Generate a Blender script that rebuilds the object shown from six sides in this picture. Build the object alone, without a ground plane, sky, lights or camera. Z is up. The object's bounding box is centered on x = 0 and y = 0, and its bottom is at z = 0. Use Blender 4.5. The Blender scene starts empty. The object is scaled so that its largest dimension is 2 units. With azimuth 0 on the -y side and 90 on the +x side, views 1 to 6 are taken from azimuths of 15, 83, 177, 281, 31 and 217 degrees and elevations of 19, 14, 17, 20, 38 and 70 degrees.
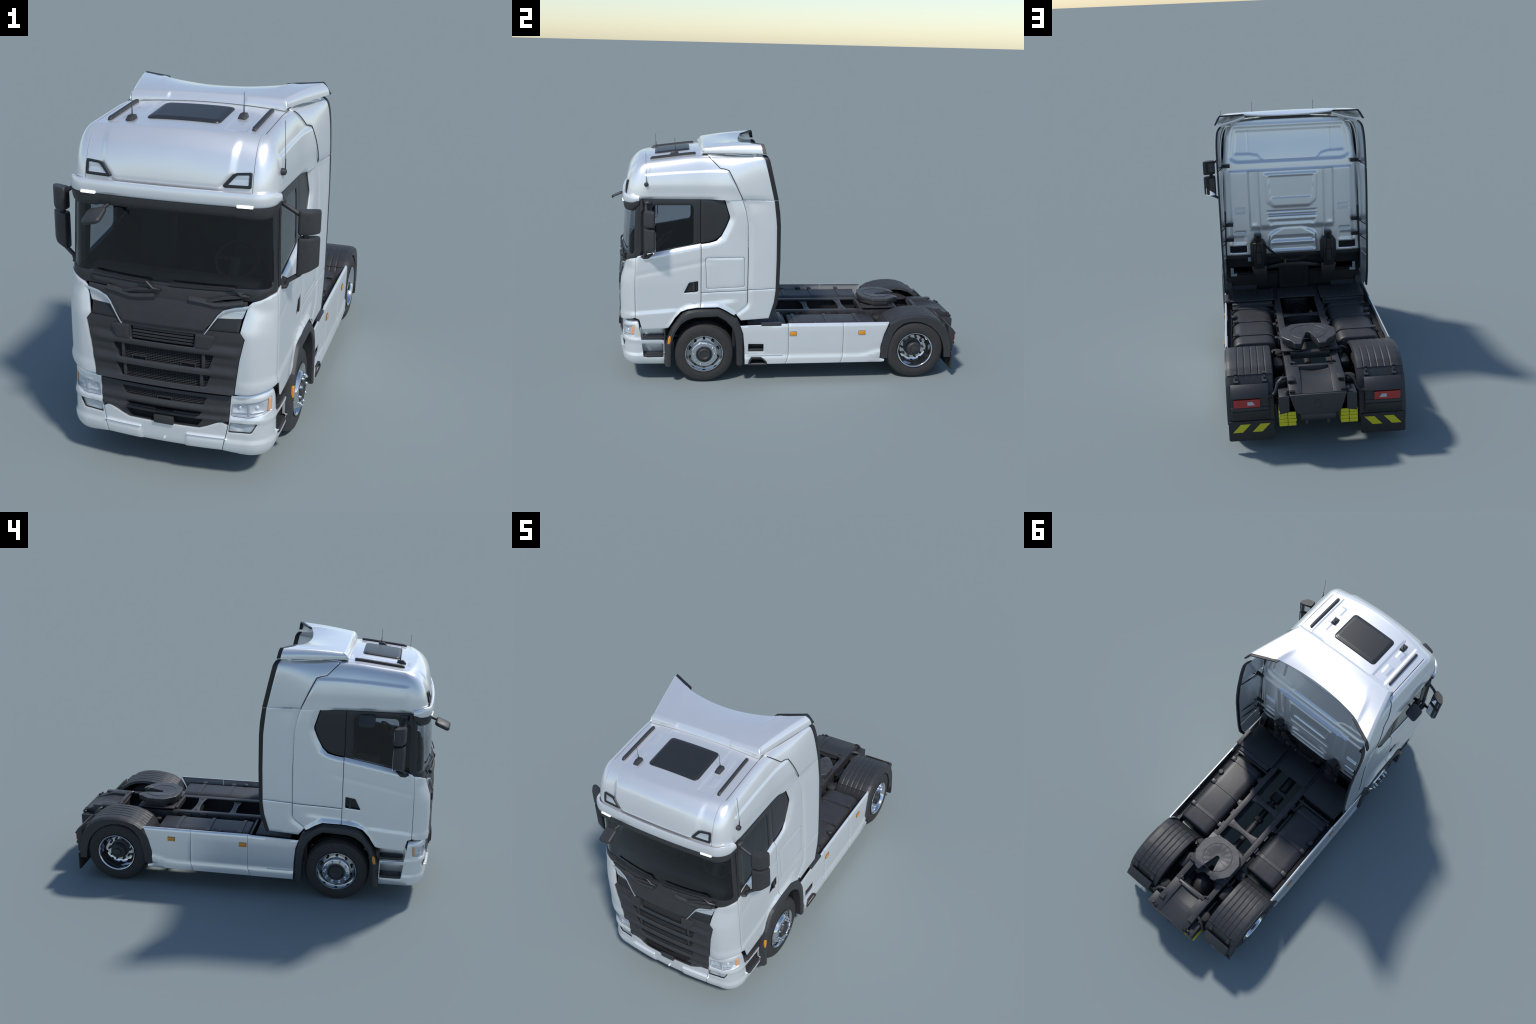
import bpy, bmesh, math, random
from math import sin, cos, pi, radians, sqrt, exp, hypot
from mathutils import Vector, Matrix
from mathutils.geometry import delaunay_2d_cdt

random.seed(7)

# ------------------------------------------------------------------ helpers
def ss(a, b, x):
    if a == b:
        return 0.0 if x < a else 1.0
    t = max(0.0, min(1.0, (x - a) / (b - a)))
    return t * t * (3 - 2 * t)

def lin(pts, x):
    """piecewise-linear table lookup"""
    if x <= pts[0][0]:
        return pts[0][1]
    for (a, fa), (b, fb) in zip(pts, pts[1:]):
        if x <= b:
            return fa + (fb - fa) * (x - a) / (b - a)
    return pts[-1][1]

def smo(pts, x, w=0.012):
    return (lin(pts, x - w) + 2 * lin(pts, x) + lin(pts, x + w)) / 4

def seg_d(p, a, b):
    ax, ay = a; bx, by = b; px, py = p
    dx, dy = bx - ax, by - ay
    l2 = dx * dx + dy * dy
    t = 0 if l2 == 0 else max(0, min(1, ((px - ax) * dx + (py - ay) * dy) / l2))
    return hypot(px - ax - t * dx, py - ay - t * dy)

def inside(p, poly):
    x, y = p
    r = False
    j = len(poly) - 1
    for i in range(len(poly)):
        xi, yi = poly[i]; xj, yj = poly[j]
        if (yi > y) != (yj > y) and x < (xj - xi) * (y - yi) / (yj - yi) + xi:
            r = not r
        j = i
    return r

def line_d(p, pts):
    return min(seg_d(p, a, b) for a, b in zip(pts, pts[1:]))

def sdf(p, poly):
    d = min(seg_d(p, poly[i - 1], poly[i]) for i in range(len(poly)))
    return -d if inside(p, poly) else d

def rounded(poly, r, n=4):
    """round the corners of a 2D polygon"""
    out = []
    m = len(poly)
    for i in range(m):
        a = Vector(poly[i - 1]); b = Vector(poly[i]); c = Vector(poly[(i + 1) % m])
        u = (a - b); v = (c - b)
        k = min(r, u.length * .45, v.length * .45)
        p = b + u.normalized() * k
        q = b + v.normalized() * k
        for t in range(n + 1):
            t /= n
            w = (1 - t) ** 2 * p + 2 * t * (1 - t) * b + t * t * q
            out.append((w.x, w.y))
    return out

def rect(a, b, c, d):
    return [(a, c), (b, c), (b, d), (a, d)]

# ------------------------------------------------------------------ materials
def principled(name, col, rough=.5, metal=0.0, coat=0.0, spec=.5, trans=0.0,
               noise=None, bump=None, emit=None, ior=1.5):
    m = bpy.data.materials.new(name)
    m.use_nodes = True
    nt = m.node_tree
    p = nt.nodes["Principled BSDF"]
    p.inputs["Base Color"].default_value = (*col, 1)
    p.inputs["Roughness"].default_value = rough
    p.inputs["Metallic"].default_value = metal
    p.inputs["Coat Weight"].default_value = coat
    p.inputs["Coat Roughness"].default_value = .04
    p.inputs["Specular IOR Level"].default_value = spec
    p.inputs["Transmission Weight"].default_value = trans
    p.inputs["IOR"].default_value = ior
    if emit:
        p.inputs["Emission Color"].default_value = (*emit[:3], 1)
        p.inputs["Emission Strength"].default_value = emit[3]
    tc = nt.nodes.new("ShaderNodeTexCoord")
    if noise:
        scale, amt = noise
        n = nt.nodes.new("ShaderNodeTexNoise")
        n.inputs["Scale"].default_value = scale
        n.inputs["Detail"].default_value = 5
        nt.links.new(tc.outputs["Object"], n.inputs["Vector"])
        r = nt.nodes.new("ShaderNodeValToRGB")
        r.color_ramp.elements[0].position = .3
        r.color_ramp.elements[1].position = .7
        r.color_ramp.elements[0].color = (*[c * (1 - amt) for c in col], 1)
        r.color_ramp.elements[1].color = (*[min(1, c * (1 + amt)) for c in col], 1)
        nt.links.new(n.outputs["Fac"], r.inputs["Fac"])
        nt.links.new(r.outputs["Color"], p.inputs["Base Color"])
    if bump:
        scale, st = bump
        n = nt.nodes.new("ShaderNodeTexNoise")
        n.inputs["Scale"].default_value = scale
        nt.links.new(tc.outputs["Object"], n.inputs["Vector"])
        b = nt.nodes.new("ShaderNodeBump")
        b.inputs["Strength"].default_value = st
        b.inputs["Distance"].default_value = .002
        nt.links.new(n.outputs["Fac"], b.inputs["Height"])
        nt.links.new(b.outputs["Normal"], p.inputs["Normal"])
    return m

PAINT = principled("white_paint", (.88, .89, .90), .30, metal=.6, coat=.5, noise=(9, .012))
PLASTIC = principled("black_plastic", (.033, .034, .037), .50, noise=(60, .10), bump=(900, .12))
TRIM = principled("dark_trim", (.016, .017, .019), .45)
CHASSIS = principled("chassis_black", (.040, .039, .042), .45, noise=(25, .15), bump=(500, .1))
STEEL = principled("greased_steel", (.075, .075, .078), .42, metal=.3, noise=(45, .2), bump=(300, .15))
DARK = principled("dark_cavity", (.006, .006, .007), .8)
RUBBER = principled("tyre_rubber", (.030, .029, .029), .75, noise=(40, .12), bump=(700, .2))
CHROME = principled("polished_wheel", (.72, .73, .75), .09, metal=1, noise=(30, .02))
REFLECT = principled("lamp_reflector", (.80, .82, .85), .22, metal=.4, coat=.8)
SILVER = principled("silver_strip", (.62, .65, .68), .3, metal=.6)
ORANGE = principled("amber_lens", (.72, .28, .02), .25, coat=.5)
AMBERP = principled("amber_pale_lens", (.75, .36, .16), .25, coat=.6)
RED = principled("red_lens", (.42, .012, .012), .18, coat=.6)
YELLOW = principled("yellow_paint", (.62, .56, .015), .5)
MIRROR = principled("mirror_glass", (.85, .87, .9), .02, metal=1)
WLAMP = principled("position_lamp", (.95, .95, .95), .2, emit=(1, 1, 1, 1.2))
INTER = principled("interior_trim", (.020, .022, .025), .75)
HATCH = principled("tinted_panel", (.024, .026, .029), .35)
GREYTAG = principled("grey_plate", (.45, .49, .53), .5)

def glass(name, tint, ior=1.4):
    return principled(name, tint, .0, trans=1.0, ior=ior)

GLASS = glass("tinted_glass", (.60, .64, .68))
def clear_cover(name):
    m = bpy.data.materials.new(name)
    m.use_nodes = True
    nt = m.node_tree
    nt.nodes.remove(nt.nodes["Principled BSDF"])
    t = nt.nodes.new("ShaderNodeBsdfTransparent"); t.inputs[0].default_value = (.96, .97, .98, 1)
    g = nt.nodes.new("ShaderNodeBsdfGlossy"); g.inputs["Roughness"].default_value = .05
    mx = nt.nodes.new("ShaderNodeMixShader")
    mx.inputs[0].default_value = .07
    nt.links.new(t.outputs[0], mx.inputs[1]); nt.links.new(g.outputs[0], mx.inputs[2])
    nt.links.new(mx.outputs[0], nt.nodes["Material Output"].inputs[0])
    return m
LENS = clear_cover("clear_lens")

# ------------------------------------------------------------------ object makers
ROOT = bpy.data.objects.new("tractor_truck", None)
bpy.context.scene.collection.objects.link(ROOT)
ROOT["label"] = "white high-roof two-axle tractor truck with black grille"
ROOT["category"] = "tractor truck"

def empty(name, parent=ROOT, loc=(0, 0, 0)):
    e = bpy.data.objects.new(name, None)
    e.location = loc
    e.parent = parent
    bpy.context.scene.collection.objects.link(e)
    return e

def finish(name, bm, mat, parent=ROOT, angle=35, recalc=True, bevel=0, kind=None):
    if recalc:
        bmesh.ops.recalc_face_normals(bm, faces=bm.faces)
    if bevel:
        es = [e for e in bm.edges if len(e.link_faces) == 2 and e.calc_face_angle(0) > .5]
        bmesh.ops.bevel(bm, geom=es, offset=bevel, segments=2, affect='EDGES', profile=.5)
    me = bpy.data.meshes.new(name)
    bm.to_mesh(me); bm.free()
    for p in me.polygons:
        p.use_smooth = True
    me.set_sharp_from_angle(angle=radians(angle))
    for mm in (mat if isinstance(mat, (list, tuple)) else [mat]):
        me.materials.append(mm)
    ob = bpy.data.objects.new(name, me)
    ob.parent = parent
    bpy.context.scene.collection.objects.link(ob)
    if kind:
        ob["kind"] = kind
    return ob

def add_box(bm, x0, x1, y0, y1, z0, z1):
    vs = [bm.verts.new((x, y, z)) for x in (x0, x1) for y in (y0, y1) for z in (z0, z1)]
    for f in ((0, 1, 3, 2), (4, 6, 7, 5), (0, 4, 5, 1), (2, 3, 7, 6), (0, 2, 6, 4), (1, 5, 7, 3)):
        bm.faces.new([vs[i] for i in f])

def box(name, x, y, z, mat, parent=ROOT, bevel=.002):
    bm = bmesh.new()
    add_box(bm, *x, *y, *z)
    return finish(name, bm, mat, parent, bevel=bevel)

def add_prism(bm, poly, axis, a, b, poly2=None):
    """extrude a 2D polygon along an axis; x: poly=(y,z), y: poly=(x,z), z: poly=(x,y)"""
    poly2 = poly2 or poly
    def P(p, t):
        return {'x': (t, p[0], p[1]), 'y': (p[0], t, p[1]), 'z': (p[0], p[1], t)}[axis]
    A = [bm.verts.new(P(p, a)) for p in poly]
    B = [bm.verts.new(P(p, b)) for p in poly2]
    n = len(poly)
    bm.faces.new(A); bm.faces.new(B[::-1])
    for i in range(n):
        bm.faces.new((A[i], B[i], B[(i + 1) % n], A[(i + 1) % n]))

def prism(name, poly, axis, a, b, mat, parent=ROOT, bevel=.002, poly2=None, angle=35):
    bm = bmesh.new()
    add_prism(bm, poly, axis, a, b, poly2)
    return finish(name, bm, mat, parent, bevel=bevel, angle=angle)

def add_tube(bm, pts, r, n=8, r2=None):
    pts = [Vector(p) for p in pts]
    rings = []
    prev = None
    for i, p in enumerate(pts):
        t = (pts[min(i + 1, len(pts) - 1)] - pts[max(i - 1, 0)]).normalized()
        u = prev if prev else (Vector((0, 0, 1)) if abs(t.z) < .9 else Vector((1, 0, 0)))
        u = (u - t * u.dot(t)).normalized()
        prev = u
        v = t.cross(u)
        rr = r if r2 is None else r + (r2 - r) * i / (len(pts) - 1)
        rings.append([bm.verts.new(p + (u * cos(a) + v * sin(a)) * rr)
                      for a in [2 * pi * k / n for k in range(n)]])
    for A, B in zip(rings, rings[1:]):
        for k in range(n):
            bm.faces.new((A[k], A[(k + 1) % n], B[(k + 1) % n], B[k]))
    bm.faces.new(rings[0][::-1]); bm.faces.new(rings[-1])

def tube(name, pts, r, mat, parent=ROOT, n=8, r2=None):
    bm = bmesh.new()
    add_tube(bm, pts, r, n, r2)
    return finish(name, bm, mat, parent, angle=50)

def add_lathe(bm, prof, axis, c, n=48, caps=True, rad_fn=None):
    """prof = [(t, r)...] along axis through point c"""
    rings = []
    for t, r in prof:
        ring = []
        for k in range(n):
            a = 2 * pi * k / n
            rr = rad_fn(t, r, k) if rad_fn else r
            u, v = rr * cos(a), rr * sin(a)
            q = {'x': (t, u, v), 'y': (u, t, v), 'z': (u, v, t)}[axis]
            ring.append(bm.verts.new((c[0] + q[0], c[1] + q[1], c[2] + q[2])))
        rings.append(ring)
    for A, B in zip(rings, rings[1:]):
        for k in range(n):
            bm.faces.new((A[k], A[(k + 1) % n], B[(k + 1) % n], B[k]))
    if caps:
        bm.faces.new(rings[0][::-1]); bm.faces.new(rings[-1])

def lathe(name, prof, axis, c, mat, parent=ROOT, n=48, angle=35, rad_fn=None, caps=True):
    bm = bmesh.new()
    add_lathe(bm, prof, axis, c, n, caps, rad_fn)
    return finish(name, bm, mat, parent, angle=angle)

def grid(name, f, nu, nv, mat, parent=ROOT, thick=0.0, angle=40, centre=(0, -.5, .7), inward=True):
    """surface f(u,v), u,v in 0..1, thickened towards the centre"""
    bm = bmesh.new()
    P = [[Vector(f(i / nu, j / nv)) for j in range(nv + 1)] for i in range(nu + 1)]
    V = [[bm.verts.new(p) for p in row] for row in P]
    for i in range(nu):
        for j in range(nv):
            try:
                bm.faces.new((V[i][j], V[i + 1][j], V[i + 1][j + 1], V[i][j + 1]))
            except ValueError:
                pass
    if thick:
        C = Vector(centre)
        bm.normal_update()
        W = []
        for i in range(nu + 1):
            row = []
            for j in range(nv + 1):
                n = V[i][j].normal.copy()
                if n.dot(P[i][j] - C) < 0:
                    n = -n
                row.append(bm.verts.new(P[i][j] - n * thick))
            W.append(row)
        for i in range(nu):
            for j in range(nv):
                bm.faces.new((W[i][j], W[i][j + 1], W[i + 1][j + 1], W[i + 1][j]))
        rim = ([(i, 0) for i in range(nu)] + [(nu, j) for j in range(nv)] +
               [(i, nv) for i in range(nu, 0, -1)] + [(0, j) for j in range(nv, 0, -1)])
        for (a, b), (c, d) in zip(rim, rim[1:] + rim[:1]):
            bm.faces.new((V[a][b], V[c][d], W[c][d], W[a][b]))
    bmesh.ops.remove_doubles(bm, verts=bm.verts, dist=1e-5)
    return finish(name, bm, mat, parent, angle=angle)

def patch(name, outline, fmap, mat, parent=ROOT, holes=(), res=.012, thick=.006, edge=.0012,
          angle=38, centre=(0, -.5, .7), kind=None):
    """A panel: a 2D outline (with holes) filled with a fine triangulation, laid on the
    surface fmap(u,v) and given thickness and softened edges."""
    def dens(poly):
        o = []
        for i in range(len(poly)):
            a, b = poly[i], poly[(i + 1) % len(poly)]
            n = max(1, int(math.ceil(hypot(b[0] - a[0], b[1] - a[1]) / res)))
            o += [(a[0] + (b[0] - a[0]) * k / n, a[1] + (b[1] - a[1]) * k / n) for k in range(n)]
        return o
    loops = [dens(outline)] + [dens(h) for h in holes]
    verts, edges = [], []
    for lp in loops:
        s = len(verts)
        verts += lp
        edges += [(s + i, s + (i + 1) % len(lp)) for i in range(len(lp))]
    nb = len(verts)
    CS_ = res * 1.3
    buckets = {}
    for lp in loops:
        for i in range(len(lp)):
            buckets.setdefault((int(lp[i][0] // CS_), int(lp[i][1] // CS_)), []).append((lp[i], lp[(i + 1) % len(lp)]))
    def ok(p, m):
        ci, cj = int(p[0] // CS_), int(p[1] // CS_)
        for di in (-1, 0, 1):
            for dj in (-1, 0, 1):
                for a, b in buckets.get((ci + di, cj + dj), ()):
                    if seg_d(p, a, b) < m:
                        return False
        if not inside(p, outline):
            return False
        for h in holes:
            if inside(p, h):
                return False
        return True
    ins = min(.0035, res * .4)
    for lp in loops:                     # inset ring for the softened edge
        for i in range(len(lp)):
            a = lp[i - 1]; b = lp[(i + 1) % len(lp)]
            dx, dy = b[0] - a[0], b[1] - a[1]
            l = hypot(dx, dy) or 1
            for sg in (1, -1):
                p = (lp[i][0] - sg * dy / l * ins, lp[i][1] + sg * dx / l * ins)
                if ok(p, ins * .8):
                    verts.append(p)
                    break
    xs_ = [p[0] for p in loops[0]]; ys_ = [p[1] for p in loops[0]]
    i0, i1 = int(min(xs_) / res) - 1, int(max(xs_) / res) + 1
    j0, j1 = int(min(ys_) / res) - 1, int(max(ys_) / res) + 1
    for i in range(i0, i1 + 1):
        for j in range(j0, j1 + 1):
            p = (i * res, j * res)
            if ok(p, res * .7):
                verts.append(p)
    V2, E2, F2, ov, oe, of = delaunay_2d_cdt([Vector(v) for v in verts], edges, [], 0, 1e-6)
    tris = []
    for f in F2:
        c = (sum(V2[i].x for i in f) / len(f), sum(V2[i].y for i in f) / len(f))
        if inside(c, outline) and not any(inside(c, h) for h in holes):
            tris.append(f)
    C = Vector(centre)
    bm = bmesh.new()
    top, bot = [], []
    h = 1e-4
    for i, v in enumerate(V2):
        P = Vector(fmap(v.x, v.y))
        du = Vector(fmap(v.x + h, v.y)) - P
        dv = Vector(fmap(v.x, v.y + h)) - P
        n = du.cross(dv)
        n = n.normalized() if n.length > 1e-12 else (P - C).normalized()
        if n.dot(P - C) < 0:
            n = -n
        isb = any(k < nb for k in ov[i])
        top.append(bm.verts.new(P - n * (edge if isb else 0)))
        bot.append(bm.verts.new(P - n * thick))
    cnt = {}
    for f in tris:
        bm.faces.new([top[i] for i in f])
        bm.faces.new([bot[i] for i in reversed(f)])
        for a, b in zip(f, f[1:] + f[:1]):
            if (b, a) in cnt:
                del cnt[(b, a)]
            else:
                cnt[(a, b)] = 1
    for a, b in cnt:
        bm.faces.new((top[a], bot[a], bot[b], top[b]))
    for v in [v for v in bm.verts if not v.link_faces]:
        bm.verts.remove(v)
    return finish(name, bm, mat, parent, angle=angle, kind=kind)

def both(fn):
    for sg in (1, -1):
        fn(sg)

# ------------------------------------------------------------------ cab surface
XC = .285
YF = [(.30, -.941), (.36, -.944), (.45, -.946), (.56, -.945), (.62, -.940), (.66, -.934),
      (.70, -.931), (.74, -.930), (.82, -.927), (.90, -.920), (1.0, -.909), (1.1, -.89)]
BOW = [(.30, .016), (.50, .015), (.57, .017), (.62, .026), (.66, .032), (.72, .036), (1.0, .036)]
YC = [(.62, -.838), (.67, -.832), (.73, -.805), (1.1, -.80)]
XS = [(.30, .382), (.56, .382), (.70, .377), (.80, .372), (.95, .367), (1.02, .362), (1.10, .355)]

WIN = [(-.835, .717), (-.826, 1.004), (-.814, 1.016), (-.50, 1.017), (-.377, 1.018), (-.362, .975),
       (-.349, .930), (-.350, .915), (-.366, .872), (-.392, .822), (-.418, .800), (-.45, .790), (-.499, .782)]
ARCH_OUT = [(-.693, .100), (-.690, .228), (-.657, .321), (-.597, .403), (-.565, .418), (-.523, .425),
            (-.402, .427), (-.364, .410), (-.298, .360), (-.275, .31), (-.264, .27), (-.258, .101)]
ARCH_IN = [(-.659, .102), (-.657, .227), (-.637, .29), (-.606, .340), (-.57, .365), (-.532, .378),
           (-.406, .383), (-.364, .358), (-.330, .32), (-.314, .285), (-.304, .221), (-.300, .102)]

def yfront(x, z):
    return smo(YF, z) + smo(BOW, z) * (x / XC) ** 2

def side_off(y, z):
    p = (y, z)
    o = 0
    if z > .66:
        d = sdf(p, WIN)
        w = .017 + .013 * ss(-.42, -.36, y)
        o -= .012 * (1 - max(0, min(1, (d - .001) / w)))
    zl = .596 + .2 * (y + .92)
    if y < -.40:
        o -= .0018 * exp(-((z - zl) / .010) ** 2) * (1 - ss(-.48, -.40, y))
    if z < .50:
        da = line_d(p, ARCH_OUT)
        o += .010 * (1 - max(0, min(1, (da - .009) / .016))) * ss(.30, .36, z)
        zr = .396 + .075 * (y + .914)
        if y < -.56:
            o += .006 * ss(zr + .010, zr - .006, z) * (1 - ss(-.66, -.58, y))
        zq = .447 + .115 * (y + .49)
        if y > -.62:
            o += .006 * ss(zq + .010, zq - .006, z) * (1 - ss(-.36, -.27, y)) * ss(-.62, -.54, y)
    return o

def side_x(y, z):
    x = smo(XS, z)
    x += (.004 + .006 * ss(.6, 1.0, z)) * ss(-.42, -.25, y)
    return x

def cab(s, z, off=0.0, relief=True):
    """cab shell; |s|<XC front (x=s), then the corner, then the side with y=s-1.25"""
    a = abs(s)
    sg = 1 if s >= 0 else -1
    yc = smo(YC, z)
    se = yc + 1.25
    if a <= XC:
        return (s, yfront(s, z) - off - (.004 * ss(.402, .384, z) * ss(.256, XC, a) if relief and z < .42 else 0), z)
    xs_ = side_x(-.8, z)
    if a < se:
        th = (a - XC) / (se - XC) * pi / 2
        yF = yfront(XC, z)
        k = .30 * ss(.70, .64, z) * sin(2 * th)
        c = 2 * th / pi
        x = XC + (xs_ + off - XC) * (sin(th) * (1 - k) + c * k)
        y = yc - (yc - yF + off) * (cos(th) * (1 - k) + (1 - c) * k)
        if relief and z < .42:
            x += .005 * ss(.410, .392, z) * sin(th)
            y -= .004 * ss(.402, .384, z) * cos(th)
        return (sg * x, y, z)
    y = a - 1.25
    x = side_x(y, z) + off + (side_off(y, z) if relief else 0)
    return (sg * x, y, z)

def S(y):
    return y + 1.25

CAB = empty("cab")

def panel(name, poly, mat, sg=1, off=0.0, relief=True, **kw):
    return patch(name, poly, lambda s, z: cab(sg * s, z, off, relief), mat, CAB, **kw)

def side_poly(pts):
    return [(S(y), z) for y, z in pts]

# ---- doors, rear side panels, corner panels
ARCH_CUT = [(-.700, .36), (-.672, .322), (-.606, .410), (-.570, .426), (-.523, .434), (-.499, .435)]
HANDLE = rounded([(-.512, .579), (-.562, .571), (-.590, .513), (-.512, .520)], .006)
HATCHP = rounded([(-.472, .704), (-.266, .708), (-.265, .547), (-.466, .537)], .012)

def door(sg):
    low = [(-.847, .377), (-.828, .369), (-.812, .314), (-.690, .317), (-.672, .322), (-.640, .375),
           (-.606, .412), (-.570, .427), (-.523, .435), (-.4985, .436)]
    top = [(-.4985, .7815), (-.834, .7165), (-.8465, .705)]
    panel("door", side_poly(low + top), PAINT, sg, holes=[side_poly(HANDLE)], res=.009)
    h = panel("door_handle_recess", side_poly(HANDLE), TRIM, sg, off=-.012, thick=.004)
    panel("door_handle", side_poly([(-.543, .572), (-.533, .574), (-.530, .518), (-.541, .517)]), PLASTIC, sg,
          off=.001, thick=.008)
both(door)

def quarter(sg):
    low = [(-.4955, .5125), (-.4955, .436), (-.402, .437), (-.364, .418), (-.318, .390), (-.262, .431),
           (-.2495, .447), (-.2475, .465), (-.2475, .5235)]
    panel("cab_side_skirt", side_poly(low), PAINT, sg, res=.011)
    up = [(-.4955, .5155), (-.2475, .5265), (-.2465, .72), (-.250, .89), (-.262, .96), (-.280, 1.0165),
          (-.372, 1.0165)]
    wb = [(-.359, .975), (-.345, .930), (-.346, .915), (-.363, .872), (-.389, .822), (-.416, .7965),
          (-.45, .7865), (-.4955, .7795)]
    hh = [(y + .0018 * (1 if y > -.37 else -1), z + .0018 * (1 if z > .62 else -1)) for y, z in HATCHP]
    panel("cab_side_panel", side_poly(up + wb), PAINT, sg, holes=[side_poly(hh)] if sg > 0 else [], res=.009)
    if sg > 0:
        panel("locker_hatch", side_poly(HATCHP), PAINT, sg, res=.015)
both(quarter)

def corner(sg):
    poly = [(.4005, .378), (.38, .371), (.34, .361), (.30, .355), (.2545, .351), (.2600, .40), (.2700, .48),
            (.2850, .556), (.2690, .578), (.2760, .615), (.2850, .652), (.2885, .6675), (.30, .6790), (.33, .6875),
            (.365, .700), (.402, .707)]
    panel("cab_corner_panel", poly, PAINT, sg, res=.011)
both(corner)

# dark backing behind gaps and grille
def backing(sg):
    pts = [(-.86, .36), (-.70, .36), (-.60, .41), (-.40, .42), (-.25, .42), (-.26, .70), (-.26, .78), (-.40, .785),
           (-.50, .775), (-.835, .71)]
    panel("dark_gap_backing", side_poly(pts), DARK, sg, off=-.014, relief=False, res=.03, thick=.004)
both(backing)

# ---- side windows
GLS = rounded([(-.768, .7345), (-.752, .986), (-.536, .987), (-.537, .776)], .02)
def windows(sg):
    fr = [(-.833, .719), (-.824, 1.016), (-.5005, 1.016), (-.5005, .783)]
    panel("door_window_frame", side_poly(fr), HATCH, sg, off=-.001, holes=[side_poly(GLS)], res=.014, thick=.02)
    panel("door_window", side_poly(GLS), GLASS, sg, off=-.004, res=.02, thick=.0025, edge=0)
    q = [(-.4975, .7835), (-.4975, 1.0165), (-.3785, 1.0165), (-.3635, .975), (-.3505, .930), (-.3515, .915),
         (-.3675, .872), (-.3935, .823), (-.4195, .8015), (-.451, .7915)]
    panel("quarter_window", side_poly(q), HATCH, sg, off=-.002, res=.014)
    panel("window_seal", side_poly([(-.5005, .78), (-.5005, 1.016), (-.4975, 1.016), (-.4975, .78)]), DARK, sg,
          off=-.006, res=.02, thick=.004)
both(windows)

# ---- windscreen
def screen_map(off):
    def f(s, z):
        return cab(s, z, off, False)
    return f
WS = rounded([(-.388, .722), (-.30, .722), (.30, .722), (.388, .722), (.388, .992), (-.388, .992)], .03)
WSF = [(-.417, .709), (-.365, .7015), (-.33, .6895), (-.30, .6815), (.30, .6815), (.33, .6895), (.365, .7015),
       (.417, .709), (.424, 1.01), (-.424, 1.01)]
patch("windscreen_frame", WSF, screen_map(-.003), HATCH, CAB, holes=[WS], res=.014, thick=.012)
patch("windscreen", WS, screen_map(-.006), GLASS, CAB, res=.02, thick=.003, edge=0)

# ------------------------------------------------------------------ black front fascia with grille
def slat_relief(x, z):
    """horizontal bars of the grille bulge forward"""
    o = 0
    for zc, w in ((.500, .013), (.422, .012), (.356, .012)):
        o += .007 * exp(-((z - zc) / w) ** 4)
    o *= 1 - ss(.235, .285, abs(x))
    o -= .0035 * ss(.580, .568, z) * ss(.350, .36, z)
    for zc in (.5265, .4500):
        o -= .003 * exp(-((z - zc) / .0022) ** 2) * ss(.165, .19, abs(x))
    return o

def fascia_map(s, z):
    x, y, zz = cab(s, z, 0, False)
    return (x, y - slat_relief(s, z), zz)

def sym(h):
    return [(-x, z) for x, z in h[::-1]]

GR_OUT = [(.2525, .351), (.258, .40), (.268, .48), (.2825, .557), (.267, .579), (.2735, .577)]
HOLE1 = rounded([(-.112, .511), (.112, .511), (.116, .557), (-.116, .557)], .003)
HOLE2 = rounded([(-.164, .436), (.164, .436), (.181, .487), (-.181, .487)], .008)
HOLE3 = rounded([(-.154, .368), (.154, .368), (.171, .411), (-.171, .411)], .008)
fo = [(-.252, .347), (.252, .347), (.258, .40), (.268, .48), (.2825, .557), (.2690, .5735), (-.2690, .5735),
      (-.2825, .557), (-.268, .48), (-.258, .40)]
patch("grille_surround", fo, fascia_map, PLASTIC, CAB, holes=[HOLE1, HOLE2, HOLE3], res=.0085, thick=.022)

# upper black panel between the lamps
UP = [(.146, .5750), (.170, .602), (.190, .634), (.207, .650), (.244, .662), (.284, .6675), (.284, .6795)]
up = [(x, z) for x, z in UP]
up_poly = up + sym(UP)
def up_map(s, z):
    x, y, zz = cab(s, z, 0, False)
    return (x, y - .004 * ss(.69, .655, z) * ss(.20, .14, abs(s) - .06 * ss(.6, .66, z)) , zz)
patch("front_panel", up_poly, up_map, PLASTIC, CAB, res=.011, thick=.012)

def badge_frame(sg):
    fr = rounded([(.118, .511), (.166, .509), (.188, .556), (.17, .562), (.120, .562)], .006)
    patch("grille_end_block", [(sg * x, z) for x, z in fr], lambda s, z: cab(s, z, .004, False), PLASTIC, CAB,
          res=.012, thick=.008)
both(badge_frame)
bm = bmesh.new()
for k in range(4):
    z = .516 + k * .0115
    add_prism(bm, [(x, yfront(x, z) + .009) for x in (-.11, -.05, 0, .05, .11)] +
              [(x, yfront(x, z) + .020) for x in (.11, .05, 0, -.05, -.11)], 'z', z - .0035, z + .0035)
finish("grille_slat", bm, PLASTIC, CAB)

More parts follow.
